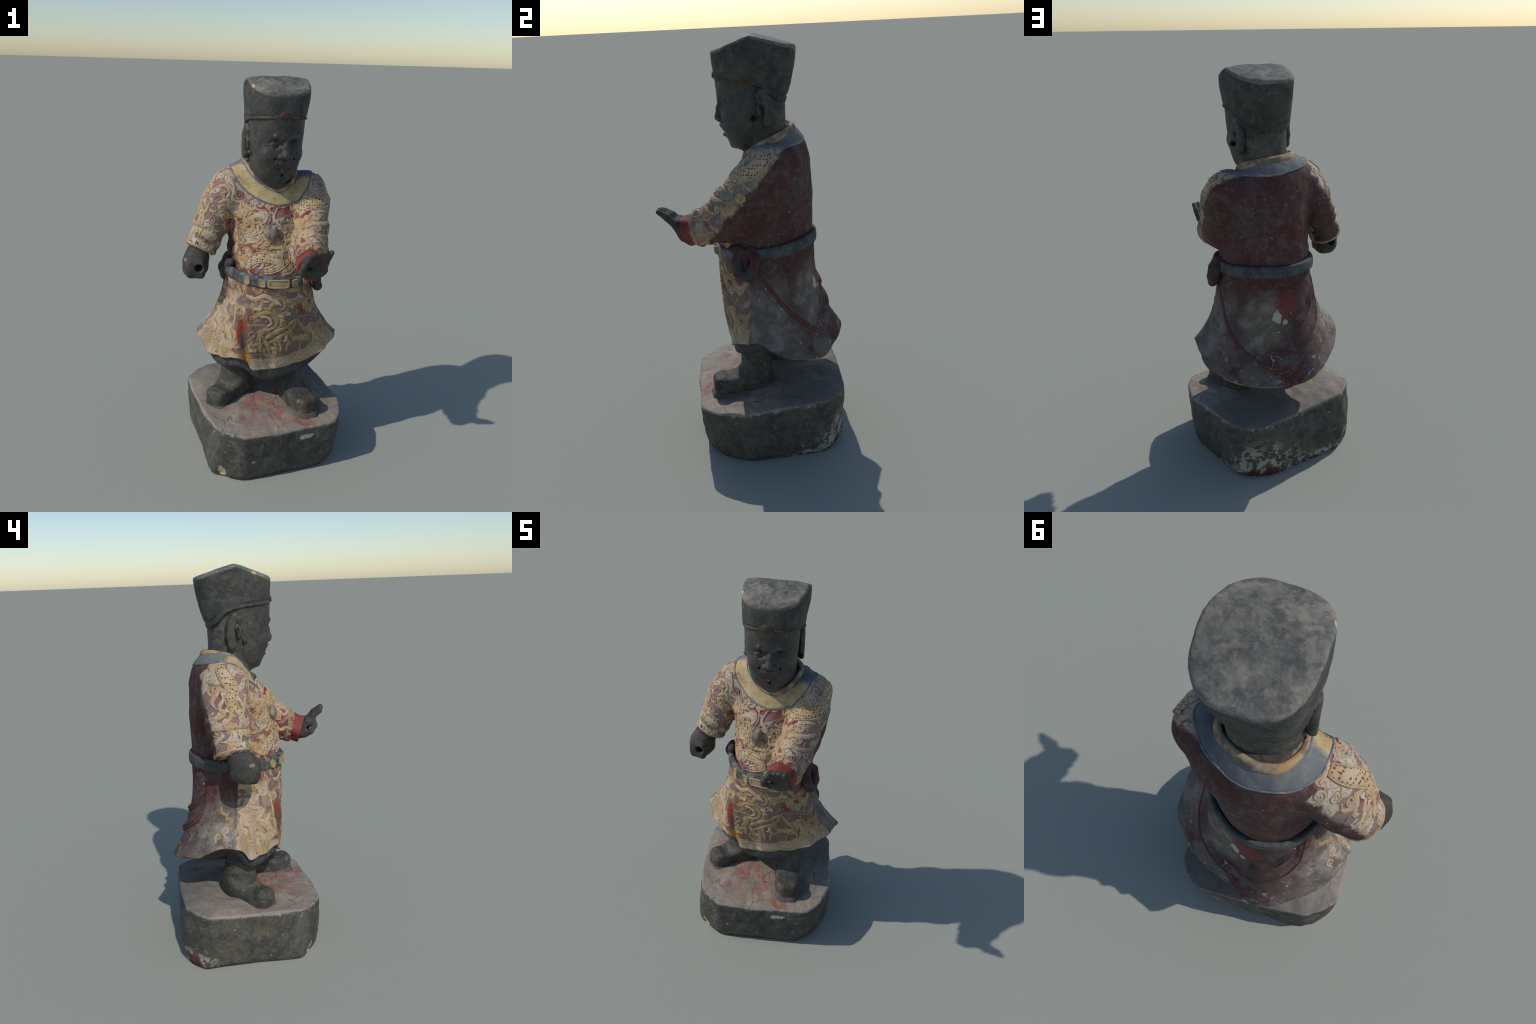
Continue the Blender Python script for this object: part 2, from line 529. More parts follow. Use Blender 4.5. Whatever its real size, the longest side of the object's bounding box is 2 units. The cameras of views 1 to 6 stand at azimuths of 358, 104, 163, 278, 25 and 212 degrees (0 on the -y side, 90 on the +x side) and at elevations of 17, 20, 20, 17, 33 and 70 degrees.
def build_materials():
    M = {}
    g, c, b = mat_dark('blackened_face', (.040, .038, .034), (.064, .060, .053), (.078, .065, .047), specks=False)
    # lip paint
    c = g.mix(g.blob((.066, -.132, 1.572), (.034, .03, .0045), .35, .08, 40), c, (.145, .038, .028))
    c = g.mix(g.specks(45, .13, .03), c, (.30, .28, .24))
    g.bsdf.inputs['Roughness'].default_value = .56; g.bsdf.inputs['Specular IOR Level'].default_value = .45
    M['skin'] = g.finish(c, b, .0012, .55)
    g, c, b = mat_dark('sooty_hand', (.042, .039, .035), (.070, .064, .055), (.090, .072, .050))
    c = g.mix(g.blob((-.412, -.118, 1.102), (.016, .016, .010), .4, .3, 40), c, (.27, .155, .09))
    M['hand'] = g.finish(c, b, .0016, .6)
    g, c, b = mat_dark('grimy_neck', (.060, .058, .050), (.105, .098, .084), (.13, .105, .07))
    M['neck'] = g.finish(c, b, .0016, .6)
    M['peg_black'] = Nodes('near_black_peg', .9).finish((.006, .006, .006))  # near-black colour for a solid ear peg; no opening is cut

    # hat: blackened sides, dusty mottled crown (the crown is where dust can lie)
    g, c, b = mat_dark('black_hat', (.040, .043, .040), (.072, .073, .065), (.085, .074, .050), specks=False)
    yl = g.add(g.mul(g.sub(g.x, .022), -.208), g.mul(g.add(g.y, .003), .978))
    gable = g.sub(g.z, g.sub(2.002, g.m('MAXIMUM', g.mul(yl, -.42), g.mul(yl, .30))))
    crown = g.step(-.026, -.016, g.add(gable, g.mul(g.sub(g.noise(30, 4, .6), .5), .012)))
    dust = g.mix(g.step(.38, .64, g.noise(17, 6, .7, .5)), (.090, .090, .082), (.19, .18, .155))
    dust = g.mix(g.mul(g.step(.52, .66, g.noise(11, 6, .70, off=7)), .75), dust, (.29, .255, .195))
    dust = g.mix(g.mul(g.step(.50, .62, g.noise(46, 5, .7, off=9)), .4), dust, (.24, .225, .195))
    dust = g.mix(g.mul(g.step(.60, .70, g.noise(28, 5, .66, off=2)), .6), dust, (.045, .050, .056))
    c = g.mix(crown, c, dust)
    c = g.mix(g.blob((-.088, -.115, 1.952), (.010, .016, .008), .3, .2, 40), c, (.50, .36, .20))
    c = g.mix(g.specks(30, .11, .05), c, (.34, .30, .22))
    M['hat'] = g.finish(c, b, .0018, .7)
    g = Nodes('rubbed_gilt_band', .7)
    c = g.mix(g.step(.42, .60, g.noise(26, 4, .6)), (.080, .032, .022), (.125, .078, .032))
    c = g.mix(g.step(.46, .58, g.noise(20, 4, .6, off=4)), c, (.048, .045, .039))
    M['hat_band'] = g.finish(c, g.noise(70, 4, .6), .002, .6)
    g = Nodes('hat_knob_red', .7)
    M['hat_red'] = g.finish(g.mix(g.step(.4, .65, g.noise(60, 4, .6)), (.100, .042, .033), (.070, .050, .042)), g.noise(90, 4, .6), .0015, .6)

    M['robe'] = mat_robe('painted_robe_chest', 1, -.42, 0, .53, 0.0)
    M['sleeve_r'] = mat_robe('painted_sleeve_lowered', 1, -.30, 0, .30, 2.1, None, .56, .52)
    M['sleeve_l'] = mat_robe('painted_sleeve_raised', 1, -.90, 0, 1.17, 4.4, ((.12, -.20, 1.12), (.07, .14, .10)))
    M['skirt_front'] = mat_skirt_front()
    M['robe_back'] = mat_skirt_back()
    g, c, b = mat_dark('dark_lining', (.044, .050, .053), (.075, .080, .080), (.085, .070, .05))
    M['lining'] = g.finish(c, b, .0016, .6)
    g, c, b = mat_dark('slate_belt', (.050, .056, .057), (.085, .092, .090), (.11, .10, .085))
    c = g.mix(g.mul(g.step(.46, .60, g.noise(18, 4, .6, off=8)), g.step(-.04, -.12, g.y)), c, (.17, .185, .195))
    M['belt'] = g.finish(c, b, .0016, .6)
    g = Nodes('gilt_plaque', .7)
    c = g.mix(g.step(.40, .62, g.noise(26, 5, .65)), (.37, .255, .12), (.36, .275, .17))
    c = g.mix(g.mul(g.step(.54, .70, g.noise(45, 5, .65, off=3)), .8), c, (.15, .095, .055))
    M['plaque'] = g.finish(c, g.noise(110, 4, .6), .002, .7)
    g = Nodes('red_sash', .78)
    c = g.mix(g.step(.40, .60, g.noise(14, 5, .62)), (.085, .026, .026), (.060, .056, .058))
    c = g.mix(g.mul(g.step(.58, .70, g.noise(11, 4, .6, off=3)), .9), c, (.17, .035, .024))
    M['sash'] = g.finish(c, g.noise(80, 5, .6), .0018, .6)

    g = Nodes('rubbed_red_fold', .78)
    c = g.mix(g.step(.42, .60, g.noise(14, 5, .66)), (.12, .030, .026), (.075, .050, .046))
    c = g.mix(g.mul(g.step(.54, .68, g.noise(40, 5, .7, off=3)), .7), c, (.17, .11, .075))
    M['drape'] = g.finish(c, g.noise(90, 5, .6), .0018, .6)

    g = Nodes('worn_hem_edge', .78)
    c = g.mix(g.step(.42, .60, g.noise(9, 5, .66)), (.13, .040, .032), (.27, .19, .12))
    c = g.mix(g.mul(g.step(.54, .66, g.noise(22, 5, .7, off=3)), .8), c, (.34, .29, .21))
    M['hem_edge'] = g.finish(c, g.noise(90, 5, .6), .0018, .6)

    # collar ring and yoke
    g = Nodes('worn_collar_roll', .78)
    c = g.mix(g.step(.42, .60, g.noise(22, 5, .62)), (.40, .29, .19), (.20, .135, .095))
    c = g.mix(g.mul(g.step(.55, .66, g.noise(14, 4, .6, off=2)), .8), c, (.46, .27, .10))
    M['collar'] = g.finish(c, g.noise(80, 5, .6), .0018, .6)
    g = Nodes('yoke_paint', .78)
    blue = g.mix(g.step(.40, .62, g.noise(24, 5, .66)), (.145, .155, .160), (.185, .19, .18))
    blue = g.mix(g.mul(g.step(.55, .68, g.noise(20, 5, .66, off=4)), .65), blue, (.23, .15, .125))
    yel = g.mix(g.step(.42, .62, g.noise(20, 5, .66, off=6)), (.47, .34, .145), (.50, .40, .23))
    yel = g.mix(g.mul(g.step(.50, .66, g.noise(34, 6, .72, off=3)), .6), yel, (.26, .185, .11))
    yel = g.mix(g.mul(g.step(.56, .66, g.noise(15, 5, .68, off=8)), .7), yel, (.20, .20, .22))
    f = g.step(.035, .012, g.add(g.y, g.mul(g.sub(g.noise(30, 4, .6), .5), .03)))
    c = g.mix(f, blue, yel)
    M['yoke'] = g.finish(c, g.noise(70, 5, .6), .002, .6)
    g = Nodes('blue_piping', .78)
    c = g.mix(g.step(.40, .60, g.noise(34, 5, .66)), (.12, .132, .185), (.20, .205, .205))
    c = g.mix(g.step(.58, .68, g.noise(24, 4, .6, off=5)), c, (.36, .29, .18))
    M['piping'] = g.finish(c, g.noise(70, 5, .6), .002, .6)
    g = Nodes('red_cuff', .74)
    c = g.mix(g.step(.42, .62, g.noise(12, 4, .6)), (.23, .050, .044), (.165, .032, .027))
    c = g.mix(g.mul(g.step(.56, .70, g.noise(16, 5, .62, off=2)), .7), c, (.33, .14, .13))
    c = g.mix(g.mul(g.step(.58, .72, g.noise(40, 5, .66, off=7)), .6), c, (.10, .045, .038))
    M['cuff'] = g.finish(c, g.noise(60, 5, .6), .0018, .6)

    # raised ornament
    def orn(name, a, b2, dirt):
        g = Nodes(name, .76)
        c = g.mix(g.step(.40, .62, g.noise(13, 4, .6)), a, b2)
        c = g.mix(g.mul(g.step(.48, .62, g.noise(20, 6, .72, .4, off=5)), .6), c, tuple(.5 * (p + q) for p, q in zip(a, PINK)))
        c = g.mix(g.mul(g.step(.47, .66, g.noise(38, 6, .74, off=3)), .68), c, dirt)
        c = g.mix(g.specks(70, .24, .10), c, BONE)
        return g.finish(c, g.noise(150, 4, .6), .0015, .6)
    M['scroll'] = orn('cream_scroll', CREAM, (.44, .315, .165), (.20, .15, .105))
    M['scroll_ochre'] = orn('ochre_scroll', OCHRE, CREAM, (.19, .13, .07))
    M['scroll_dull'] = orn('dull_ochre_scroll', (.30, .215, .11), (.36, .26, .13), (.13, .085, .06))
    M['scroll_rose'] = orn('rose_scroll', (.35, .20, .165), (.40, .29, .20), (.20, .09, .08))
    M['scroll_grey'] = orn('greyed_scroll', (.20, .205, .18), (.27, .235, .16), (.10, .08, .075))
    M['pearl'] = orn('smoky_pearl', (.20, .165, .135), (.32, .25, .18), (.095, .075, .062))
    g = Nodes('dragon_scales', .76)
    dots = g.voronoi(78, rand=.45)
    c = g.mix(g.step(.40, .62, g.noise(11, 4, .6)), (.49, .385, .255), (.45, .32, .165))
    c = g.mix(g.step(.40, .30, dots), c, (.16, .065, .048))
    c = g.mix(g.mul(g.step(.52, .74, g.noise(36, 5, .68, off=3)), .45), c, (.22, .17, .13))
    M['dragon'] = g.finish(c, g.add(g.mul(g.step(.22, .36, dots), .8), g.mul(g.noise(120, 4, .6), .3)), .002, .8)

    # boots and soles
    g, c, b = mat_dark('black_boot', (.046, .045, .040), (.095, .087, .070), (.135, .102, .062))
    M['boot'] = g.finish(c, b, .0018, .7)
    g, c, b = mat_dark('boot_sole', (.060, .057, .052), (.115, .10, .085), (.24, .15, .085))
    M['sole'] = g.finish(c, b, .0018, .7)

    # plinth
    g, c, b = mat_dark('plinth_wood', (.056, .055, .048), (.098, .091, .075), (.125, .103, .070))
    c = g.mix(g.specks(30, .20, .16), c, (.40, .34, .22))
    top_h = g.sub(g.z, g.add(.296, g.sub(g.mul(g.y, .062), g.mul(g.x, .022))))
    top = g.step(-.018, -.004, g.add(top_h, g.mul(g.sub(g.noise(26, 4, .6), .5), .014)))
    tc = g.mix(g.step(.40, .62, g.noise(9, 6, .66, .4)), (.245, .208, .165), (.30, .252, .20))
    tc = g.mix(g.mul(g.step(.50, .70, g.noise(34, 6, .7, off=4)), .5), tc, (.115, .10, .085))
    tc = g.mix(g.step(.05, .30, g.y), tc, g.mix(.55, tc, (.105, .10, .10)))
    stain = g.either(g.blob((.02, -.16, .29), (.13, .13, .06), 1.1, 0.33, 14), g.blob((.10, -.08, .30), (.05, .10, .05), 1.0, 0.28, 20), g.blob((-.20, -.17, .29), (.06, .03, .05), .8, 0.33, 26), g.blob((.22, -.26, .28), (.08, .03, .05), .8, 0.33, 26))
    tc = g.mix(g.mul(stain, g.mul(g.step(.40, .62, g.noise(16, 5, .65, .8, off=5)), .8)), tc, (.30, .085, .065))
    ck = g.voronoi(7.5, 'DISTANCE_TO_EDGE', vec=g.warped(9, .35))
    tc = g.mix(g.mul(g.step(.016, .004, ck), g.mul(g.step(.44, .58, g.noise(6, 3, .5, off=21)), .8)), tc, (.055, .045, .04))
    c = g.mix(top, c, tc)
    # losses: gesso and bare dark red wood round the back foot, cream chips, bluish bloom
    n1 = g.noise(24, 6, .68, .6, off=2)
    low = g.step(.15, .02, g.add(g.z, g.mul(g.sub(g.noise(10, 4, .6), .5), .12)))
    back = g.either(g.blob((.14, .42, .03), (.20, .16, .16), .9, 0.19, 12), g.mul(g.blob((-.12, .36, .0), (.34, .12, .055), .8, 0.22, 14), 1.0), g.blob((-.38, .22, .03), (.07, .10, .075), .8, 0.28, 20), g.blob((.30, .30, .0), (.10, .12, .035), .8, 0.28, 20))
    c = g.mix(g.mul(back, g.step(.49, .53, n1)), c, (.36, .345, .27))
    bare = g.either(g.blob((.10, .42, .015), (.055, .06, .045), .4, 0.22, 30), g.blob((.20, .40, .01), (.045, .06, .035), .4, 0.22, 30), g.blob((-.385, .24, .03), (.04, .06, .045), .4, 0.22, 30))
    c = g.mix(bare, c, g.mix(g.step(.4, .6, g.noise(60, 3, .6, vec=g.scaled((1, 1, .15)))), (.075, .022, .020), (.12, .045, .04)))
    c = g.mix(g.blob((-.205, -.365, .03), (.024, .03, .040), .25, 0.28, 40), c, (.50, .41, .22))
    c = g.mix(g.blob((.235, -.315, .215), (.040, .04, .014), .3, 0.39, 40), c, (.40, .40, .35))
    rim = g.mul(g.step(.020, .0, g.m('ABSOLUTE', g.add(top_h, .012))), g.step(.55, .61, g.noise(34, 6, .70, off=9)))
    c = g.mix(g.mul(rim, .75), c, (.36, .34, .28))
    c = g.mix(g.mul(g.step(.66, .72, g.noise(17, 5, .66, off=11)), .5), c, (.19, .205, .22))
    c = g.mix(g.mul(g.step(.62, .70, g.noise(14, 5, .66, off=13)), g.mul(g.step(-.1, -.3, g.y), .25)), c, (.15, .085, .05))
    M['plinth'] = g.finish(c, b, .003, .8)
    return M


MAT = build_materials()
#ENDMATERIALS#


# ------------------------------------------------------------------ the thing
ROOT = bpy.data.objects.new('temple_statue', None)
bpy.context.scene.collection.objects.link(ROOT)
ROOT['label'] = 'carved wooden official in painted dragon robe on dark plinth'
ROOT['category'] = 'statue'

HEAD = frame(20, (0.022, -0.003, 0))
AXIS = V3(0.02, 0.05)


def az_of(P, c=AXIS):
    return np.degrees(np.arctan2(P[..., 0] - c[0], -(P[..., 1] - c[1]))) % 360


# ---- plinth: chamfered block, its plan turned with the figure
PLINTH_FOOT = [(-.285, -.27), (-.264, -.332), (-.22, -.362), (-.165, -.374), (-.097, -.393), (.11, -.322), (.326, -.245), (.388, -.15), (.408, -.075), (.409, .007),
               (.34, .18), (.27, .343), (.238, .374), (.168, .401), (.108, .413), (-.10, .362), (-.32, .30), (-.374, .250), (-.41, .17), (-.383, .105), (-.32, -.11)]
PLINTH_TOP = [(-.242, -.33), (-.21, -.358), (-.165, -.38), (-.09, -.405), (-.013, -.392), (.124, -.352), (.219, -.308), (.374, -.25), (.41, -.20), (.424, -.15),
              (.424, -.083), (.427, -.015), (.393, .08), (.343, .207), (.282, .360), (.238, .398), (.188, .424), (.133, .428), (.05, .405), (-.041, .380),
              (-.335, .272), (-.38, .212), (-.422, .138), (-.39, .025), (-.348, -.096), (-.30, -.22)]


def polar(poly, az):
    p = np.asarray(poly, float)
    P = np.concatenate([p, np.roll(p, -1, 0)], 1)
    dense = np.concatenate([np.linspace(a[:2], a[2:], 12, endpoint=False) for a in P])
    a = np.degrees(np.arctan2(dense[:, 0], -dense[:, 1])) % 360
    r = np.linalg.norm(dense, axis=1)
    o = np.argsort(a); a, r = a[o], r[o]
    return np.interp(az, np.concatenate([a - 360, a, a + 360]), np.tile(r, 3))


def circ_smooth(r, n):
    k = np.hanning(2 * n + 3)[1:-1]; k /= k.sum()
    m = len(r)
    return np.convolve(np.tile(r, 3), k, 'same')[m:2 * m]


def plinth_top_z(x, y):
    return 0.296 + 0.062 * y - .022 * x - .002 + 0.027 * np.exp(-(((x + .04) / .33) ** 2 + ((y - .06) / .33) ** 2) ** 1.5)


def build_plinth():
    N = 480
    az = np.arange(N) * 360 / N
    r0, r1 = circ_smooth(polar(PLINTH_FOOT, az), 4), circ_smooth(polar(PLINTH_TOP, az), 4)
    sx, sy = np.sin(np.radians(az)), -np.cos(np.radians(az))
    rows = []
    for t in (0.0, 0.3, 0.6, 0.8, 0.95, 1.0):          # underside
        rows.append(np.stack([sx * r0 * .97 * t, sy * r0 * .97 * t, np.full(N, 0.0 if t else 0.0)], 1))
    M = 60
    for i in range(M + 1):
        t = i / M
        r = r0 * (1 - t) + r1 * t
        r = r - .012 * np.exp(-t / .03) + 0.006 * math.sin(math.pi * t)
        zt = plinth_top_z(sx * r1, sy * r1) - 0.014
        rows.append(np.stack([sx * r, sy * r, .008 + (zt - .008) * t], 1))
    for i in range(1, 9):                               # worn top arris
        a = i / 8 * math.pi / 2
        r = r1 - 0.012 * (1 - math.cos(a))
        z = plinth_top_z(sx * r1, sy * r1) - 0.014 + 0.013 * math.sin(a)
        rows.append(np.stack([sx * r, sy * r, z], 1))
    for t in np.linspace(.985, 0, 50):
        r = (r1 - 0.012) * t
        e = smoothstep(0.80, 1.0, t) * .002
        rows.append(np.stack([sx * r, sy * r, plinth_top_z(sx * r, sy * r) - e], 1))
    P = np.array(rows); R = len(rows)
    v = P.reshape(-1, 3)
    f = ring_faces(R, N)[:, ::-1]
    f = f[:, ::-1]
    n = vertex_normals(v, f)
    d = .004 * noise3(v * 9, 3) + .0030 * noise3(v * 24, 4) + .0010 * noise3(v * 70, 5)
    top = (v[:, 2] > .27) & (n[:, 2] > .8)
    d += top * .004 * noise3(v * 14 * V3(1, 1, 0), 8)
    low = v[:, 2] < .012
    d[low] *= .3
    # chips knocked out of the foot: front corner notch and the long back-corner losses
    for c, rad, dep in (((-.205, -.36, .02), .035, .016), ((.15, .41, .03), .06, .006), ((.175, .41, .15), .075, .016), ((-.36, .26, .03), .05, .008), ((.20, -.355, .24), .03, .006)):
        d -= dep * np.exp(-(np.linalg.norm(v - V3(*c), axis=1) / rad) ** 2)
    v = v + n * d[:, None]
    v[:, 2] = np.maximum(v[:, 2], 0)
    v[:N * 5, 2] = 0.0
    return make_object('plinth', v, f, MAT['plinth'])


build_plinth()

# ---- boots: shaft, instep, upturned toe, thick sole
def boot(pts_leg, heel, toe, name):
    heel, toe = V3(*heel), V3(*toe)
    d = toe - heel; L = np.linalg.norm(d[:2]); d = d / np.linalg.norm(d)
    side = np.cross(V3(0, 0, 1), d); side /= np.linalg.norm(side)
    R = np.array([d, side, np.cross(d, side)])
    mid = (heel + toe) / 2

    def plan(q, grow):
        """Rounded foot outline in the ground plane."""
        u = np.clip(q[..., 0] / L, 0, 1)
        w = (.050 + .013 * np.sin(np.pi * np.clip(u * 1.1 - .15, 0, 1)) + .006 * u) + grow
        ex = np.abs(q[..., 0] - L / 2) - (L / 2 + .03 + grow - .04)
        ey = np.abs(q[..., 1]) - (w - .04)
        return np.hypot(np.maximum(ex, 0), np.maximum(ey, 0)) + np.minimum(np.maximum(ex, ey), 0) - .04, u

    def upper(P):
        leg = round_cone_chain(P, pts_leg, .03)
        q = (P - heel) @ R.T
        d2, u = plan(q, 0)
        top = pchip([0, .3, .55, .78, .93, 1], [.085, .090, .082, .078, .088, .086], u)
        foot = s_cut(d2, top - q[..., 2], .03)
        b = s_union(leg, foot, .055)
        return np.maximum(b, .25 - P[..., 2])

    def sole(P):
        """Rim of filler that beds the foot on the block, spreading downwards."""
        q = (P - heel) @ R.T
        d2, u = plan(q, .004)
        return np.maximum(s_cut(d2 + .55 * np.maximum(q[..., 2], -.02) - .004, .012 - q[..., 2], .006), -.022 - q[..., 2])
    lo = np.minimum(heel, toe) - .12; hi = np.maximum(heel, toe) + .12
    lo[2] = .22; hi[2] = max(p[2] for p in pts_leg) + .02
    for p in pts_leg:
        lo[:2] = np.minimum(lo[:2], V3(*p[:2]) - p[3] - .02); hi[:2] = np.maximum(hi[:2], V3(*p[:2]) + p[3] + .02)
    dis = lambda v, n: .0018 * noise3(v * 22, 11) + .0010 * noise3(v * 60, 12)
    ob = solid(name, upper, lo, hi, .006, MAT['boot'], displace=dis)
    solid('sole', sole, lo, hi, .005, MAT['sole'], parent=ob, displace=dis)
    return ob


boot([(.150, -.005, .60, .075), (.152, -.015, .45, .072), (.155, -.02, .37, .072), (.155, -.01, .33, .070)],
     (.140, .015, .297), (.238, -.192, .290), 'boot')
boot([(-.135, .0, .60, .078), (-.14, .01, .45, .076), (-.14, .015, .38, .078), (-.135, .02, .34, .080)],
     (-.112, .052, .304), (-.250, -.138, .298), 'boot')

# ---- skirt of the robe: waist ring flaring to a wavy hem
HEM = [(.02, -.184, .530), (.10, -.168, .539), (.19, -.129, .546), (.28, -.10, .585), (.335, -.055, .62), (.385, .01, .645),
       (.40, .055, .66), (.388, .13, .62), (.371, .218, .578), (.307, .281, .541), (.203, .331, .506), (.131, .346, .492), (.031, .354, .478),
       (-.082, .376, .494), (-.151, .374, .528), (-.204, .338, .545), (-.262, .269, .566), (-.323, .19, .59), (-.355, .113, .64),
       (-.360, .037, .662), (-.345, -.03, .65), (-.319, -.047, .624), (-.292, -.068, .575), (-.257, -.10, .572), (-.201, -.148, .580),
       (-.126, -.195, .603), (-.088, -.195, .572), (-.055, -.182, .535)]
_h = np.array(HEM); _haz = az_of(_h); _hr = np.linalg.norm(_h[:, :2] - AXIS, axis=1)
def ellipse_r(az, centre, a, b, phi):
    """Distance from AXIS to an ellipse (long half-axis a towards azimuth phi) along azimuth az."""
    t = np.radians(np.linspace(0, 360, 721))
    u = V3(math.sin(math.radians(phi)), -math.cos(math.radians(phi))); w = V3(-u[1], u[0])
    P = V3(*centre) + a * np.cos(t)[:, None] * u + b * np.sin(t)[:, None] * w
    A = az_of(P); R = np.linalg.norm(P - AXIS, axis=1)
    o = np.argsort(A); A, R = A[o], R[o]
    return np.interp(np.mod(az, 360), np.concatenate([A - 360, A, A + 360]), np.tile(R, 3))


def waist_r(az):
    return ellipse_r(az, (.012, .029), .241, .211, 40)


def hem_r(az):
    return periodic(_haz, _hr, az)


def hem_z(az):
    return periodic(_haz, _h[:, 2], az)


# cloth rolls hanging across the back of the skirt: (azimuth, height) spines, width, height of roll
SWAGS = [([(80, .98), (97, .907), (113, .81), (130, .72), (146, .655), (161, .605), (177, .572), (192, .572)], .018, .017),
         ([(168, .662), (182, .645), (196, .65), (207, .68), (219, .715), (233, .757), (243, .82), (248, .90), (252, .97)], .017, .015),
         ([(198, .765), (210, .787), (223, .82), (232, .87), (245, .94)], .014, .012)]


def skirt_relief(az, z, s):
    """Folds of the skirt, metres outward."""
    d = np.zeros_like(az)
    x = (az + 180) % 360 - 180
    # deep pleat left of the front middle, its edge turned over
    c = -36 + 12 * s
    d -= .013 * smoothstep(.1, .5, s) * np.exp(-((x - c) / 3.2) ** 2)
    d += .012 * smoothstep(.1, .6, s) * np.exp(-((x - c - 8) / 6) ** 2)
    d += .010 * smoothstep(.2, .7, s) * np.exp(-((x - c + 9) / 5) ** 2)
    for c0, w, a in ((-58, 4, -.010), (-50, 4, .006), (-67, 5, .006), (58, 4, -.005), (66, 5, .008), (22, 8, .004), (4, 7, -.008), (38, 6, -.010), (-14, 7, .004), (30, 20, -.006)):
        d += a * smoothstep(.15, .9, s) * np.exp(-((x - c0) / w) ** 2)
    d += .006 * smoothstep(.05, .3, s) * (smoothstep(-77 - 7 * s, -75 - 7 * s, x) * smoothstep(-40, -70, x) + smoothstep(77 + 10 * s, 75 + 10 * s, x) * smoothstep(40, 68, x))
    for pts, w, h in SWAGS:
        p = np.array(pts)
        best = np.full(az.shape, 9.0); fade = np.zeros(az.shape)
        ts = np.linspace(0, len(p) - 1, 120)
        dense = np.stack([pchip(np.arange(len(p)), p[:, k], ts) for k in (0, 1)], 1)
        for k, (a0, z0) in enumerate(dense):
            da = ((az - a0 + 180) % 360 - 180) * math.pi / 180 * .28
            e = np.hypot(da, z - z0)
            nearer = e < best
            best = np.where(nearer, e, best)
            fade = np.where(nearer, min(1, 4 * min(k, 119 - k) / 119), fade)
        d += fade * (h * np.exp(-(best / w) ** 2) - .35 * h * np.exp(-((best - 1.6 * w) / (.6 * w)) ** 2))
    return d


def build_skirt():
    N, M = 720, 170
    az = np.arange(N) * 360 / N
    rw, rh, zh = waist_r(az), circ_smooth(hem_r(az), 5), circ_smooth(hem_z(az), 5)
    sx, sy = np.sin(np.radians(az)), -np.cos(np.radians(az))
    z0 = 1.03
    rows = []
    S = np.linspace(0, 1, M)
    for s in S:
        fl = .04 * s + .96 * s ** (2.6 - .5 * np.exp(-((az - 140) / 26) ** 2))
        r = rw + (rh - rw) * fl + .004 * np.sin(np.pi * s) * smoothstep(100, 50, np.abs((az + 180) % 360 - 180))
        r = r + .028 * np.sin(np.pi * s) * np.exp(-(((az + 38 + 180) % 360 - 180) / 28) ** 2) + .010 * np.sin(np.pi * s) * np.exp(-((az - 46) / 12) ** 2)
        r = r + .011 * np.sin(np.pi * min(1, s * 1.1)) ** 1.5 * np.exp(-((az - 92) / 28) ** 2)
        z = z0 + (zh - z0) * s
        r = r + skirt_relief(az, z, np.full(N, s))
        rows.append(np.stack([AXIS[0] + sx * r, AXIS[1] + sy * r, z], 1))
    outer = [r.copy() for r in rows]
    for back, dr, dz in ((0, -.004, -.004), (0, -.011, -.005), (0, -.017, -.001), (2, -.020, 0), (8, -.021, 0), (20, -.022, 0), (40, -.022, 0)):
        q = outer[M - 1 - back].copy(); q[:, 0] += sx * dr; q[:, 1] += sy * dr; q[:, 2] += dz
        rows.append(q)
    P = np.array(rows); v = P.reshape(-1, 3)
    f = ring_faces(len(rows), N)[:, ::-1]
    n = vertex_normals(v, f)
    d = .003 * noise3(v * 12, 21) + .0016 * noise3(v * 34, 22)
    v = v + n * d[:, None]
    n = vertex_normals(v, f)
    fa = az_of(v[f].mean(1)); x = (fa + 180) % 360 - 180
    sc = np.clip((1.0 - v[f].mean(1)[:, 2]) / .36, 0, 1)
    region = np.where((x > -74 - 7 * sc) & (x < 74 + 11 * sc), 0, 1)
    row = np.arange(len(f)) // N
    region = np.where(row >= M - 2, 2 + (row >= M + 1), region)
    obs = []
    for r, vv, ff, nn in split_regions(v, f, n, region):
        if r >= 2:
            make_object('hem_edge' if r == 2 else 'skirt_lining', vv, ff, MAT['hem_edge'] if r == 2 else MAT['lining'], normals=nn)
            continue
        obs.append(make_object('front_skirt' if r == 0 else 'back_skirt', vv, ff, MAT['skirt_front'] if r == 0 else MAT['robe_back'], normals=nn))
    return v, f


skirt_mesh = build_skirt()


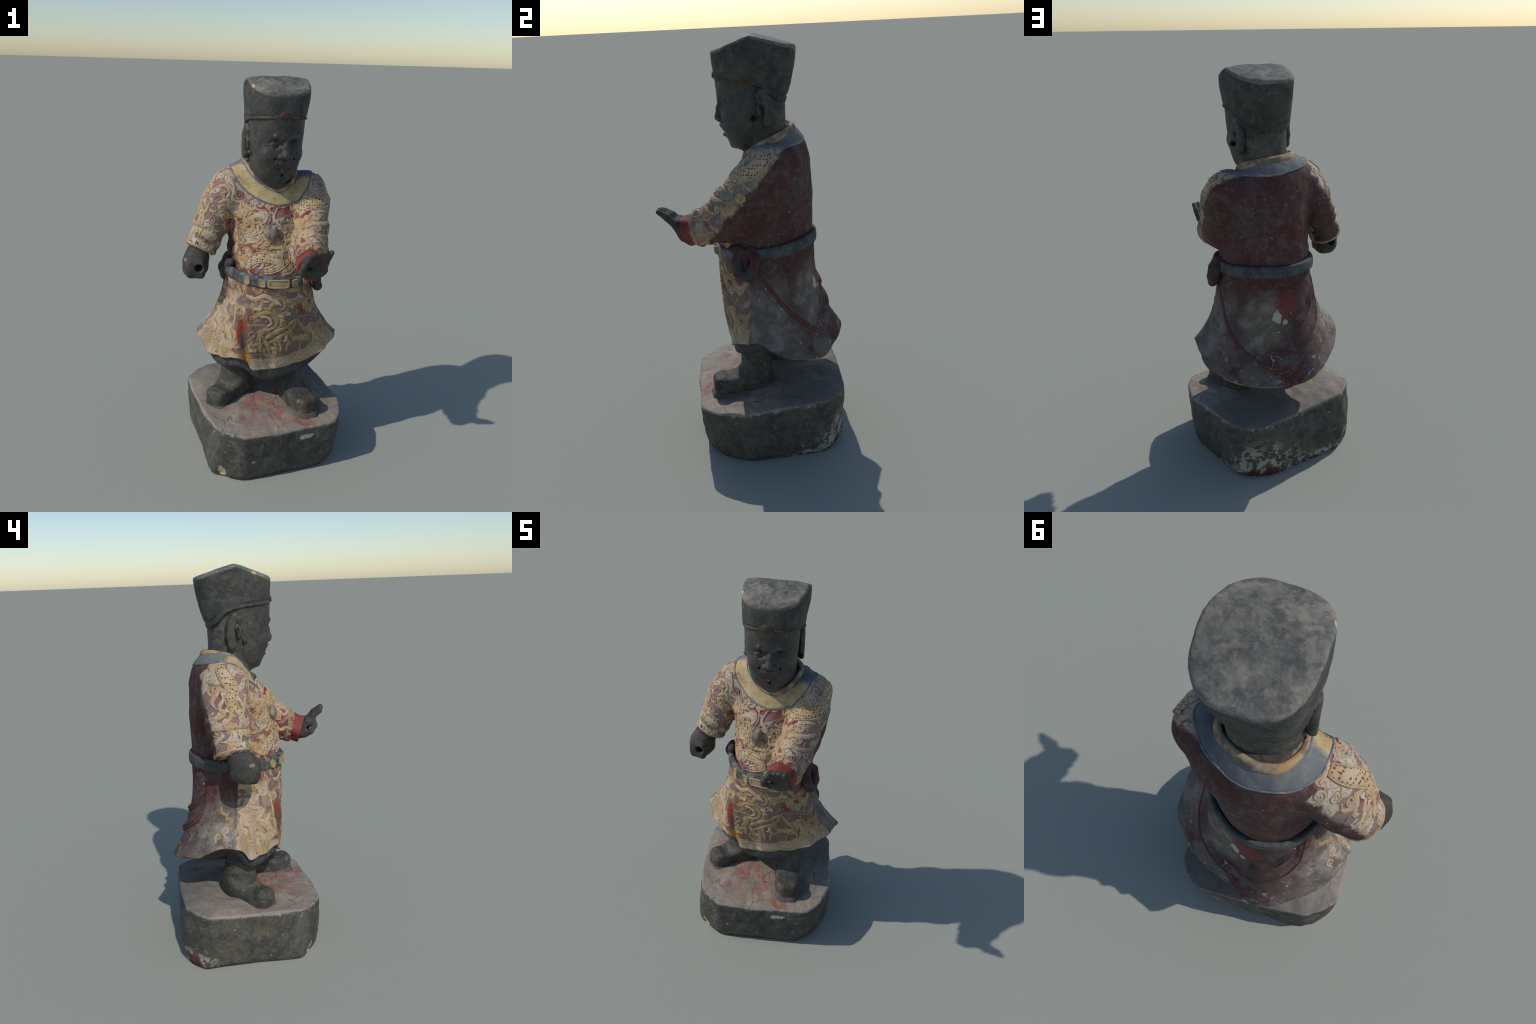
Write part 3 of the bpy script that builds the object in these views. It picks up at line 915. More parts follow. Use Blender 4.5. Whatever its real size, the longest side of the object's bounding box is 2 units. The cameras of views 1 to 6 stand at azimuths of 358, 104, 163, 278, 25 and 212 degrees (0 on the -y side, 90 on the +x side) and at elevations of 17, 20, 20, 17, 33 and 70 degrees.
def build_under_robe():
    """Dark lining that bulges below the hem and closes round the boots."""
    N = 360
    az = np.arange(N) * 360 / N
    rh, zh = circ_smooth(hem_r(az), 9), circ_smooth(hem_z(az), 9)
    sx, sy = np.sin(np.radians(az)), -np.cos(np.radians(az))
    x = (az + 180) % 360 - 180
    fr = smoothstep(104, 74, np.abs(x - 6))
    rows = []
    front = ((.86, .05), (.915, .0), (.945, -.012), (.935, -.042), (.885, -.066), (.72, -.082), (.45, -.085), (.2, -.085), (0, -.085))
    rear = ((.84, .05), (.89, .015), (.89, .005), (.875, -.006), (.84, -.016), (.66, -.030), (.45, -.04), (.2, -.04), (0, -.04))
    sag = np.exp(-((az - 118) / 28) ** 2)      # lining sags behind the raised-arm side
    for (k, dz), (k2, dz2) in zip(front, rear):
        kk = k * fr + k2 * (1 - fr)
        z = zh + dz * fr + (dz2 - .03 * sag * (dz2 < 0)) * (1 - fr)
        if k < .8:
            z = z * (k / .88) + .445 * (1 - k / .88)
        rows.append(np.stack([AXIS[0] + sx * rh * kk, AXIS[1] + sy * rh * kk, z], 1))
    P = np.array(rows)
    t = np.linspace(0, len(rows) - 1, 50)
    P = pchip(np.arange(len(rows)), P.reshape(len(rows), -1), t).reshape(50, N, 3)
    v = P.reshape(-1, 3); f = ring_faces(50, N)[:, ::-1]
    n = vertex_normals(v, f)
    v = v + n * (.003 * noise3(v * 12, 31))[:, None]
    make_object('under_robe', v, f, MAT['lining'])


build_under_robe()

# ---- upper robe and sleeves: one implicit body
TORSO = [(.98, .226, .246, .222, .165), (1.10, .222, .246, .228, .162), (1.20, .206, .247, .230, .154),
         (1.28, .164, .249, .228, .162), (1.36, .118, .249, .220, .185), (1.42, .082, .248, .205, .19), (1.47, .055, .240, .175, .185),
         (1.51, .030, .228, .15, .185), (1.55, .005, .203, .125, .165), (1.575, -.02, .175, .10, .12), (1.59, -.04, .15, .075, .09)]


def torso(P):
    """The waist faces the raised hand, the shoulders the head: the section turns with height."""
    a = np.radians(42 - 25 * smoothstep(1.18, 1.44, P[..., 2]))
    c, s = np.cos(a), np.sin(a)
    return column(np.stack([c * P[..., 0] + s * P[..., 1], c * P[..., 1] - s * P[..., 0], P[..., 2]], -1), TORSO, 2.1)


# each sleeve is a pair of tapered rolls, front/back or upper/lower
ARM_R = ([(-.19, .020, 1.435, .100), (-.240, .003, 1.37, .084), (-.28, -.004, 1.27, .079), (-.330, -.018, 1.15, .073)],
         [(-.175, .07, 1.435, .095), (-.235, .055, 1.36, .084), (-.275, .04, 1.27, .079), (-.328, .005, 1.15, .074)])
ARM_L = ([(.197, .092, 1.42, .108), (.219, .028, 1.368, .093), (.223, -.07, 1.280, .081), (.215, -.145, 1.206, .074), (.214, -.24, 1.148, .076)],
         [(.205, .09, 1.34, .096), (.213, .04, 1.265, .085), (.216, -.02, 1.212, .080), (.215, -.10, 1.175, .078), (.214, -.24, 1.145, .076)])


def arm(P, pair, over):
    d = s_union(round_cone_chain(P, pair[0], .03), round_cone_chain(P, pair[1], .03), .03)
    pts = pair[1]
    a, b = V3(*pts[-2][:3]), V3(*pts[-1][:3])
    n = (b - a) / np.linalg.norm(b - a)
    return s_cut(d, -((P - b) @ n - over), .012)


def upper_robe(P):
    # shoulder blade behind the raised arm
    t = s_union(torso(P), round_cone_chain(P, [(.122, .158, 1.455, .070), (.126, .156, 1.37, .071), (.11, .135, 1.2, .055)]), .05)
    d = s_union(t, arm(P, ARM_R, .030), .03)
    return s_union(d, arm(P, ARM_L, .02), .03)


def robe_relief(v, n):
    d = .0022 * noise3(v * 16, 41) + .0012 * noise3(v * 45, 42)
    # soft creases round the sleeve ends
    for pts, a, k in ((ARM_R, .004, 34), (ARM_L, .003, 30)):
        q = V3(*pts[1][-1][:3]); e = V3(*pts[1][-2][:3]); u = (q - e) / np.linalg.norm(q - e)
        s = (v - q) @ u
        w = np.exp(-((s + .06) / .07) ** 2) * (np.linalg.norm(v - q, axis=1) < .2)
        d += a * w * np.sin(s * 2 * math.pi * k / 2 + 2.5 * noise3(v * 9, 43))
    return d


def build_robe():
    v, f = surface_nets(upper_robe, (-.45, -.30, .96), (.35, .29, 1.62), .0065)
    v, f = subdivide(v, f, 1)
    n = vertex_normals(v, f)
    v = v + n * robe_relief(v, n)[:, None]
    n = vertex_normals(v, f)
    c = v[f].mean(1)
    dt = torso(c)
    dr, dl = arm(c, ARM_R, .030), arm(c, ARM_L, .02)
    region = np.where((dr < dt) & (dr < dl), 1, np.where((dl < dt), 2, 0))
    for r, vv, ff, nn in split_regions(v, f, n, region):
        make_object('robe_torso' if r == 0 else 'sleeve', vv, ff, MAT[('robe', 'sleeve_r', 'sleeve_l')[r]], normals=nn)
    return v, f


robe_mesh = build_robe()


# ---- belt
def belt_z(az):
    return 1.034 - .018 * np.cos(np.radians(az - 10))


def build_belt():
    N = 480
    az = np.arange(N) * 360 / N
    sx, sy = np.sin(np.radians(az)), -np.cos(np.radians(az))
    rows = []
    K = 40
    for i in range(K):
        a = 2 * math.pi * i / K
        c, s = math.cos(a), math.sin(a)
        u = math.copysign(abs(c) ** .7, c); w = math.copysign(abs(s) ** .6, s)
        r = waist_r(az) + .001 + (.0145 + .0025 * np.cos(np.radians(az))) * u
        z = belt_z(az) + .030 * w
        rows.append(np.stack([AXIS[0] + sx * r, AXIS[1] + sy * r, z], 1))
    rows.append(rows[0])
    v = np.array(rows[:-1]).reshape(-1, 3)
    i = np.arange(K)[:, None]; j = np.arange(N)[None]
    f = np.stack([i * N + j, i * N + (j + 1) % N, ((i + 1) % K) * N + (j + 1) % N, ((i + 1) % K) * N + j], -1).reshape(-1, 4)
    n = vertex_normals(v, f)
    v = v + n * (.002 * noise3(v * 14, 51) + .001 * noise3(v * 50, 52))[:, None]
    return make_object('belt', v, f, MAT['belt'])


belt = build_belt()


def belt_plate(azc, half_w, half_h, round_n, name='belt_plaque', rim=True):
    """Cushion plate lying on the belt: azc centre azimuth, size in metres."""
    n = 40
    u = np.linspace(-1, 1, n)
    U, W = np.meshgrid(u, u, indexing='ij')
    # squircle map
    rad = np.maximum(np.abs(U), np.abs(W)); ang = np.arctan2(W, U)
    den = (np.abs(np.cos(ang)) ** round_n + np.abs(np.sin(ang)) ** round_n) ** (1 / round_n)
    X, Y = rad * np.cos(ang) / den, rad * np.sin(ang) / den
    az = azc + np.degrees(X * half_w / .25)
    h = .0065 * smoothstep(1.0, .90, rad) - (.0035 * smoothstep(.80, .68, rad) if rim else 0)
    r = waist_r(az) + .0175 + h - .006 * smoothstep(.9, 1, rad)
    z = belt_z(az) + Y * half_h
    a = np.radians(az)
    v = np.stack([AXIS[0] + np.sin(a) * r, AXIS[1] - np.cos(a) * r, z], -1).reshape(-1, 3)
    f = ring_faces(n, n, closed=False)
    make_object(name, v, f, MAT['plaque'], parent=belt)


#PLATES#
belt_plate(9, .054, .023, 7)
belt_plate(-9, .018, .021, 5)
belt_plate(27, .016, .020, 5)
belt_plate(-27, .019, .022, 2.2)
belt_plate(41, .016, .022, 2.2)


# ---- sash loops at both hips
def sash(name, loops, lo, hi):
    def fn(P):
        d = None
        for pts in loops:
            e = round_cone_chain(P, pts, .006)
            d = e if d is None else s_union(d, e, .006)
        return d
    return solid(name, fn, lo, hi, .005, MAT['sash'], displace=lambda v, n: .0015 * noise3(v * 30, 61))


sash('sash_knot', [[(.238, -.04, 1.05, .024), (.262, -.055, 1.0, .024), (.275, -.045, .95, .024), (.278, -.008, .937, .024), (.275, .025, .965, .025), (.262, .035, 1.02, .024), (.235, .01, 1.055, .024)],
                   [(.24, -.01, 1.04, .022), (.255, -.012, .99, .014), (.262, -.012, .96, .01)],
                   [(.235, -.05, 1.06, .022), (.225, -.085, 1.055, .018)]], (.16, -.13, .89), (.33, .10, 1.11))
sash('sash_knot', [[(-.195, -.01, 1.07, .028), (-.212, .0, 1.03, .034), (-.205, .02, .985, .030), (-.19, .03, .95, .02)],
                   [(-.18, -.06, 1.075, .022), (-.19, -.03, 1.05, .026)]], (-.28, -.12, .9), (-.12, .10, 1.13))

# ---- head
FACE = [(1.474, .046, .016, .022, .022), (1.481, .060, .028, .048, .048), (1.50, .086, .045, .072, .072), (1.53, .117, .06, .094, .094),
        (1.57, .138, .085, .108, .108), (1.61, .148, .10, .118, .118), (1.66, .152, .105, .124, .124), (1.72, .160, .11, .128, .128), (1.83, .166, .11, .134, .134)]


def head_fn(Pw):
    P = to_local(HEAD, Pw)
    x, y, z = P[..., 0], P[..., 1], P[..., 2]
    d = column(P, FACE, 2.35)
    # brow shelf and eye sockets
    for s in (-1, 1):
        d = s_cut(d, ellipsoid(P, (s * .057, -.163, 1.690), (.040, .031, .027)), .008)
        d = s_union(d, round_cone_chain(P, [(s * .015, -.153, 1.712, .008), (s * .05, -.150, 1.730, .0095), (s * .092, -.118, 1.722, .007)], .01), .006)
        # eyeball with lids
        d = s_union(d, ellipsoid(P, (s * .057, -.127, 1.690), (.021, .019, .0115)), .001)
        d = s_union(d, round_cone_chain(P, [(s * .034, -.139, 1.687, .0028), (s * .045, -.142, 1.699, .0035), (s * .062, -.140, 1.703, .0038), (s * .086, -.118, 1.692, .003)], .002), .0015)
        d = s_union(d, round_cone_chain(P, [(s * .034, -.139, 1.687, .0028), (s * .047, -.141, 1.678, .0035), (s * .064, -.138, 1.676, .0035), (s * .086, -.118, 1.690, .003)], .002), .0015)
        # cheek, nostril wing, moustache lump
        d = s_union(d, ellipsoid(P, (s * .064, -.105, 1.640), (.036, .034, .034)), .025)
        d = s_union(d, ellipsoid(P, (s * .024, -.150, 1.632), (.014, .018, .013)), .004)
        d = s_union(d, round_cone_chain(P, [(s * .008, -.146, 1.604, .010), (s * .036, -.137, 1.602, .008)], .01), .012)
    for s in (-1, 1):
        d = s_union(d, round_cone_chain(P, [(s * .040, -.138, 1.642, .006), (s * .058, -.130, 1.628, .007), (s * .060, -.128, 1.612, .006)], .006), .006)
    # nose
    d = s_union(d, round_cone_chain(P, [(0, -.147, 1.716, .010), (0, -.153, 1.68, .014), (0, -.158, 1.640, .019)], .01), .006)
    # lips
    d = s_union(d, round_cone_chain(P, [(-.034, -.122, 1.578, .004), (0, -.136, 1.584, .007), (.034, -.122, 1.578, .004)], .006), .006)
    d = s_union(d, round_cone_chain(P, [(-.028, -.122, 1.566, .004), (0, -.134, 1.560, .008), (.028, -.122, 1.566, .004)], .006), .006)
    d = s_cut(d, round_cone_chain(P, [(-.038, -.128, 1.573, .003), (0, -.142, 1.571, .004), (.038, -.128, 1.573, .003)], .004), .004)
    d = s_union(d, ellipsoid(P, (0, -.088, 1.514), (.034, .026, .022)), .02)
    # holes for the lost moustache and beard
    for s in (-1, 1):
        d = s_cut(d, round_cone_chain(P, [(s * .050, -.16, 1.620, .0062), (s * .047, -.115, 1.623, .005)]), .003)
    d = s_cut(d, round_cone_chain(P, [(0, -.15, 1.537, .008), (0, -.10, 1.54, .006)]), .004)
    # dried check in the wood down the cheek
    d = s_cut(d, rbox(P, (-.128, -.005, 1.58), (.02, .0015, .055), .001), .002)
    # neck
    nk = column(P, [(1.42, .06, .16, .125, .125), (1.50, .05, .155, .120, .120), (1.60, .045, .148, .120, .110), (1.68, .04, .147, .124, .108), (1.78, .04, .147, .124, .108)], 2.2)
    return s_union(d, nk, .012)


def build_head():
    v, f = surface_nets(head_fn, (-.15, -.20, 1.44), (.19, .19, 1.83), .0031)
    v, f = subdivide(v, f, 1)
    n = vertex_normals(v, f)
    v = v + n * (.0010 * noise3(v * 30, 71) + .0006 * noise3(v * 90, 72))[:, None]
    n = vertex_normals(v, f)
    c = to_local(HEAD, v[f].mean(1))
    region = np.where((c[:, 1] > .035 - .16 * np.clip((1.56 - c[:, 2]) / .1, 0, 1)) & (c[:, 2] < 1.85), 1, 0)
    out = {}
    for r, vv, ff, nn in split_regions(v, f, n, region):
        out[r] = make_object('head' if r == 0 else 'neck', vv, ff, MAT['skin'] if r == 0 else MAT['neck'], normals=nn)
    return out[0]


head = build_head()


def ear_fn(s):
    def fn(Pw):
        P = to_local(HEAD, Pw)
        P = np.stack([P[..., 0] * s + (.012 if s < 0 else .002), P[..., 1], P[..., 2]], -1)
        lean = (P[..., 2] - 1.69) * .12
        Q = np.stack([P[..., 0], P[..., 1] + lean, P[..., 2]], -1)
        d = round_cone_chain(Q, [(.134, .045, 1.752, .022), (.138, .058, 1.715, .021), (.140, .056, 1.67, .020), (.140, .043, 1.622, .023)], .015)
        d = s_union(d, round_cone_chain(Q, [(.134, .043, 1.757, .020), (.135, .020, 1.742, .016), (.134, .016, 1.722, .013)], .01), .006)
        d = np.maximum(d, np.abs(Q[..., 0] - .138) - .017)
        # inner fold ring with the ear hole
        d = s_union(d, round_cone_chain(Q, [(.136, .012, 1.66, .012), (.138, .014, 1.69, .012), (.138, .028, 1.705, .011)], .01), .006)
        d = s_cut(d, ellipsoid(Q, (.155, .022, 1.690), (.02, .007, .015)), .003)
        return d
    return fn


for s in (-1, 1):
    c = to_world(HEAD, V3(s * .14, .04, 1.68))
    solid('ear', ear_fn(s), c - V3(.08, .09, .11), c + V3(.08, .09, .12), .004, MAT['skin'], parent=head,
          displace=lambda v, n: .0008 * noise3(v * 50, 75))
    # peg or stub below the ear canal
    p = to_world(HEAD, V3(s * (.125 if s < 0 else .134), -.012, 1.640))
    solid('ear_peg', lambda P, p=p, s=s: s_union(ellipsoid(P, p, (.014, .013, .013)), ellipsoid(P, p + V3(s * .008, 0, .002), (.009, .009, .009)), .004),
          p - .03, p + .03, .003, MAT['skin'] if s < 0 else MAT['peg_black'], parent=head, displace=lambda v, n: .0015 * noise3(v * 90, 76))


# ---- hat: flaring block with gabled crown and lower back band
HAT = frame(12, (0.022, -0.003, 0))


def hat_fn(Pw):
    P = to_local(HAT, Pw)
    x, y, z = P[..., 0], P[..., 1], P[..., 2]
    levels = [(1.60, .166, .122, .146, .136), (1.69, .166, .149, .146, .137), (1.79, .165, .180, .147, .138), (1.92, .174, .205, .164, .142), (2.02, .172, .21, .164, .142)]
    d = column(P, levels, 2.7)
    # gabled crown
    top = 2.002 - .010 * smoothstep(.05, .17, np.abs(x)) - np.where(y < .0, np.sqrt(y * y + .0004) * .42, np.sqrt(y * y + .0004) * .30)
    d = s_cut(d, -(z - top) * .93, .010)
    # lower edge runs from brow down to the nape
    bot = pchip([-.2, -.10, .0, .05, .10, .16, .25], [1.806, 1.800, 1.786, 1.772, 1.725, 1.690, 1.685], y)
    d = s_cut(d, (z - bot) * .9, .006)
    return d


def hat_relief(v, n):
    P = to_local(HAT, v)
    d = .0020 * noise3(v * 14, 81) + .0010 * noise3(v * 40, 82) + .0005 * noise3(v * 110, 83)
    # roll at the nape
    bot = pchip([-.2, -.10, .0, .05, .10, .16, .25], [1.806, 1.800, 1.786, 1.772, 1.725, 1.690, 1.685], P[:, 1])
    g = P[:, 2] - bot
    d -= .005 * np.exp(-((g - .034) / .006) ** 2) * smoothstep(.03, .10, P[:, 1])
    d -= .0035 * np.exp(-((g - .018) / .004) ** 2) * smoothstep(.03, -.03, P[:, 1])
    return d


def build_hat():
    v, f = surface_nets(hat_fn, (-.20, -.24, 1.65), (.24, .26, 2.02), .0055)
    v, f = subdivide(v, f, 1)
    n = vertex_normals(v, f)
    v = v + n * hat_relief(v, n)[:, None]
    return make_object('hat', v, f, MAT['hat'])


hat = build_hat()
k = V3(.064, -.166, 1.822)
solid('hat_knob', lambda P: s_cut(ellipsoid(to_local(HEAD, P - k), to_local(HEAD, V3(0, 0, 0)), (.027, .009, .022)), P[..., 2] - 1.812, .003), k - .04, k + .04, .003, MAT['hat_red'], parent=hat)


def build_hat_band():
    """Thin worn gilt fillet where the hat meets brow and temples."""
    pts = []
    for a in np.linspace(-112, 112, 120):
        r = math.radians(a)
        lo, hi = 0.05, .3
        dirv = V3(math.sin(r), -math.cos(r), 0)
        y = None
        for _ in range(24):
            mid = (lo + hi) / 2
            q = to_world(HAT, dirv * mid + V3(0, 0, 1.83))
            if hat_fn(q[None])[0] < 0:
                lo = mid
            else:
                hi = mid
        y = -math.cos(r) * lo
        z = float(pchip([-.2, -.10, .0, .05, .10, .16, .25], [1.806, 1.800, 1.786, 1.772, 1.725, 1.690, 1.685], y)) + .008
        pts.append(to_world(HAT, dirv * (lo - .004) + V3(0, 0, z)))
    P = np.array(pts); n, K = len(P), 10
    c = to_world(HAT, V3(0, 0, 0))
    out = P - c; out[:, 2] = 0; out /= np.linalg.norm(out, axis=1, keepdims=True)
    v = np.array([P + out * (.0042 * math.cos(2 * math.pi * k / K)) + V3(0, 0, .0055 * math.sin(2 * math.pi * k / K)) for k in range(K)]).transpose(1, 0, 2).reshape(-1, 3)
    v = v + (.0015 * noise3(v * 60, 85))[:, None] * np.repeat(out, K, 0)
    f = ring_faces(n, K)
    ob = make_object('hat_band', v, f, MAT['hat_band'], parent=hat)
    return ob


build_hat_band()


# ---- collar: soft inner ring and the broad flat yoke lying on shoulders and chest
COLLAR = [(.053, -.044, 1.446), (.115, -.005, 1.485), (.140, .06, 1.525), (.126, .12, 1.552), (.055, .158, 1.572), (-.03, .166, 1.582), (-.095, .138, 1.585), (-.122, .078, 1.582), (-.106, .012, 1.562), (-.045, -.032, 1.49)]


def closed_curve(pts, n):
    p = np.asarray(pts, float); m = len(p)
    t = np.arange(n) * m / n
    i = t.astype(int); u = (t - i)[:, None]
    a, b, c, d = p[(i - 1) % m], p[i % m], p[(i + 1) % m], p[(i + 2) % m]
    return .5 * (2 * b + (c - a) * u + (2*a - 5*b + 4*c - d) * u**2 + (3*b - a - 3*c + d) * u**3)


def build_collar():
    N, K = 300, 20
    C = closed_curve(COLLAR, N)
    ctr = C.mean(0)
    T = np.roll(C, -1, 0) - np.roll(C, 1, 0); T /= np.linalg.norm(T, axis=1, keepdims=True)
    out = C - ctr; out -= T * (out * T).sum(1, keepdims=True); out /= np.linalg.norm(out, axis=1, keepdims=True)
    up = np.cross(T, out); up[up[:, 2] < 0] *= -1
    v = []
    for j in range(K):
        a = 2 * math.pi * j / K
        v.append(C + out * (.013 * math.cos(a)) + up * (.019 * math.sin(a) - .004))
    v = np.array(v).reshape(-1, 3)
    i = np.arange(K)[:, None]; j = np.arange(N)[None]
    f = np.stack([i * N + j, i * N + (j + 1) % N, ((i + 1) % K) * N + (j + 1) % N, ((i + 1) % K) * N + j], -1).reshape(-1, 4)
    n = vertex_normals(v, f)
    if ((v - np.repeat(C[None], K, 0).reshape(-1, 3)) * n).sum() < 0:
        f = f[:, ::-1]; n = -n
    v = v + n * (.0015 * noise3(v * 30, 91))[:, None]
    make_object('collar', v, f, MAT['collar'])


build_collar()


# ---- hands
def build_fist():
    """Closed fist bored through for a lost staff."""
    c = V3(-.356, -.066, 1.072)
    hole_dir = V3(.25, -.93, -.1); hole_dir /= np.linalg.norm(hole_dir)

    def fn(P):
        q = P - c
        d = rbox(P, c, (.064, .068, .072), .058)
        d = s_union(d, round_cone_chain(P, [(-.343, -.030, 1.17, .052), (-.35, -.055, 1.11, .056)]), .02)
        # curled fingers on the lower front
        for i in range(4):
            z = 1.092 - .021 * i
            d = s_union(d, round_cone_chain(P, [(-.40, -.080, z, .018), (-.380, -.118, z - .004, .018), (-.325, -.125, z - .006, .017)], .01), .018)
        # only a slim wrist enters the sleeve
        e, b = V3(*ARM_R[1][-2][:3]), V3(*ARM_R[1][-1][:3])
        n = (b - e) / np.linalg.norm(b - e)
        d = s_cut(d, (P - b) @ n - .030, .012)
        d = s_union(d, round_cone_chain(P, [(-.338, -.018, 1.16, .045), (-.35, -.05, 1.10, .050)]), .012)
        t = (q @ hole_dir)
        rad = np.linalg.norm(q - t[..., None] * hole_dir + 0 * q, axis=-1)
        return s_cut(d, rad - .0195, .006)
    solid('hand', fn, c - .11, c + V3(.11, .11, .13), .005, MAT['hand'], displace=lambda v, n: .0015 * noise3(v * 28, 95))


build_fist()


def build_open_hand():
    w = V3(.218, -.30, 1.125)                    # wrist
    up = V3(.05, -.50, .86); up /= np.linalg.norm(up)  # along the palm towards the fingers
    side = V3(1, .08, 0); side -= up * (side @ up); side /= np.linalg.norm(side)
    nrm = np.cross(side, up)                     # palm side
    if nrm[1] > 0:
        nrm = -nrm
    R = np.array([side, up, nrm])
    c = V3(.215, -.328, 1.140)

    def fn(P):
        q = (P - c) @ R.T
        d = rbox(q, (0, .004, -.006), (.058, .058, .025), .024)
        d = s_cut(d, ellipsoid(q, (.008, -.005, .045), (.042, .048, .026)), .01)
        # wrist block into the sleeve
        d = s_union(d, round_cone_chain(P, [(.218, -.25, 1.140, .060), (.214, -.295, 1.128, .052)]), .02)
        # four fingers, laid side by side, the last pointing up
        for i, (x0, L) in enumerate(((-.022, .098), (.004, .114), (.030, .120), (.054, .116))):
            d = s_union(d, round_cone_chain(q, [(x0, .040, -.006, .0158), (x0 + .003, .040 + L * .42, .004, .0152), (x0 + .006, .040 + L * .78, .022, .0125)], .008), .007)
        # thumb bends over and meets a finger as a ring
        d = s_union(d, round_cone_chain(q, [(-.045, -.03, .010, .020), (-.062, .005, .028, .016), (-.056, .04, .030, .015), (-.036, .062, .012, .014)], .01), .01)
        d = s_cut(d, round_cone_chain(q, [(-.10, .012, .012, .012), (-.02, .012, .010, .011)]), .004)
        return d
    solid('hand', fn, c - .14, c + .15, .005, MAT['hand'], displace=lambda v, n: .0012 * noise3(v * 30, 96))

    # red inner cuff between sleeve and hand
    a, b = V3(.215, -.20, 1.162), V3(.212, -.297, 1.133)

    def cuff(P):
        u = (b - a) / np.linalg.norm(b - a)
        t = (P - a) @ u
        rad = np.linalg.norm(P - a - t[..., None] * u, axis=-1)
        ang = np.arctan2(P[..., 0] - .213, P[..., 2] - 1.145)
        d = rad - (.0725 + .003 * np.sin(ang * 5 + 1 + t * 30))
        return np.maximum(d, np.abs(t - .05) - .062)
    solid('cuff', cuff, (.12, -.36, 1.03), (.33, -.15, 1.27), .005, MAT['cuff'], displace=lambda v, n: .002 * noise3(v * 22, 97))


build_open_hand()

#ORNAMENT#
# ------------------------------------------------------------------ things that lie on the robe
robe_bvh = BVHTree.FromPolygons([tuple(p) for p in robe_mesh[0]], [tuple(int(i) for i in q) for q in robe_mesh[1]])
skirt_bvh = BVHTree.FromPolygons([tuple(p) for p in skirt_mesh[0]], [tuple(int(i) for i in q) for q in skirt_mesh[1]])


def snap(bvh, p):
    q, n, i, d = bvh.find_nearest(Vector(p))
    return np.array(q), np.array(n)


def resample(pts, n, closed=False):
    """Even Catmull-Rom resampling of control points (any number of columns)."""
    p = np.asarray(pts, float); m = len(p)
    seg = m if closed else m - 1
    t = np.linspace(0, seg, n * 6, endpoint=not closed)
    i = np.minimum(t.astype(int), seg - 1); u = (t - i)[:, None]
    ix = (lambda k: (i + k) % m) if closed else (lambda k: np.clip(i + k, 0, m - 1))
    a, b, c, d = p[ix(-1)], p[ix(0)], p[ix(1)], p[ix(2)]
    q = .5 * (2*b + (c - a)*u + (2*a - 5*b + 4*c - d)*u**2 + (3*b - a - 3*c + d)*u**3)
    L = np.concatenate([[0], np.cumsum(np.linalg.norm(np.diff(q[:, :3], axis=0), axis=1))])
    s = np.linspace(0, L[-1], n)
    return np.stack([np.interp(s, L, q[:, k]) for k in range(q.shape[1])], 1)


def ribbon(bvh, spine, half_w, height, K=7, flat=.0, sink=.0012):
    """Raised strip following the surface; half_w may vary along the spine. Returns verts, faces."""
    P = np.asarray(spine, float); n = len(P)
    W = np.broadcast_to(half_w, (n,))
    Q = np.empty((n, 3)); N = np.empty((n, 3))
    for i in range(n):
        Q[i], N[i] = snap(bvh, P[i])
    T = np.gradient(Q, axis=0); T /= np.maximum(np.linalg.norm(T, axis=1, keepdims=True), 1e-9)
    S = np.cross(N, T); S /= np.maximum(np.linalg.norm(S, axis=1, keepdims=True), 1e-9)
    v = np.empty((n, K, 3))
    us = np.linspace(-1, 1, K)
    for k, u in enumerate(us):
        prof = (1 - abs(u) ** (2 + 6 * flat)) ** .6 if abs(u) < 1 else 0
        for i in range(n):
            a = Q[i] + S[i] * (u * W[i])
            if W[i] > .007:
                a, nn = snap(bvh, a)
            else:
                nn = N[i]
            end = min(1, min(i, n - 1 - i) / 1.5 + .25)
            v[i, k] = a + nn * (height * prof * end - sink * (abs(u) > .99))
    return v.reshape(-1, 3), ring_faces(n, K, closed=False)


def place(name, bvh, spine, half_w, height, mat, parent, **kw):
    v, f = ribbon(bvh, spine, half_w, height, **kw)
    n = vertex_normals(v, f)
    q, nn = snap(bvh, v[len(v) // 2])
    if n[len(v) // 2] @ nn < 0:
        f = f[:, ::-1]
    return make_object(name, v, f, mat, parent)


def find(name):
    return bpy.data.objects[name]


torso_ob = find('robe_torso')
sleeve_a, sleeve_b = find('sleeve'), find('sleeve.001')

# ---- yoke: broad flat collar on shoulders and chest
YOKE = [(.048, -.099, 1.384), (.113, -.068, 1.386), (.150, -.060, 1.408), (.178, -.050, 1.44), (.205, -.030, 1.475), (.226, .040, 1.512), (.222, .117, 1.521),
        (.150, .178, 1.510), (.055, .212, 1.509), (-.026, .220, 1.514), (-.114, .190, 1.527), (-.170, .144, 1.536), (-.196, .084, 1.545), (-.190, .020, 1.540),
        (-.167, -.050, 1.503), (-.127, -.066, 1.459), (-.071, -.092, 1.422), (-.016, -.103, 1.398)]


yoke_samples = []


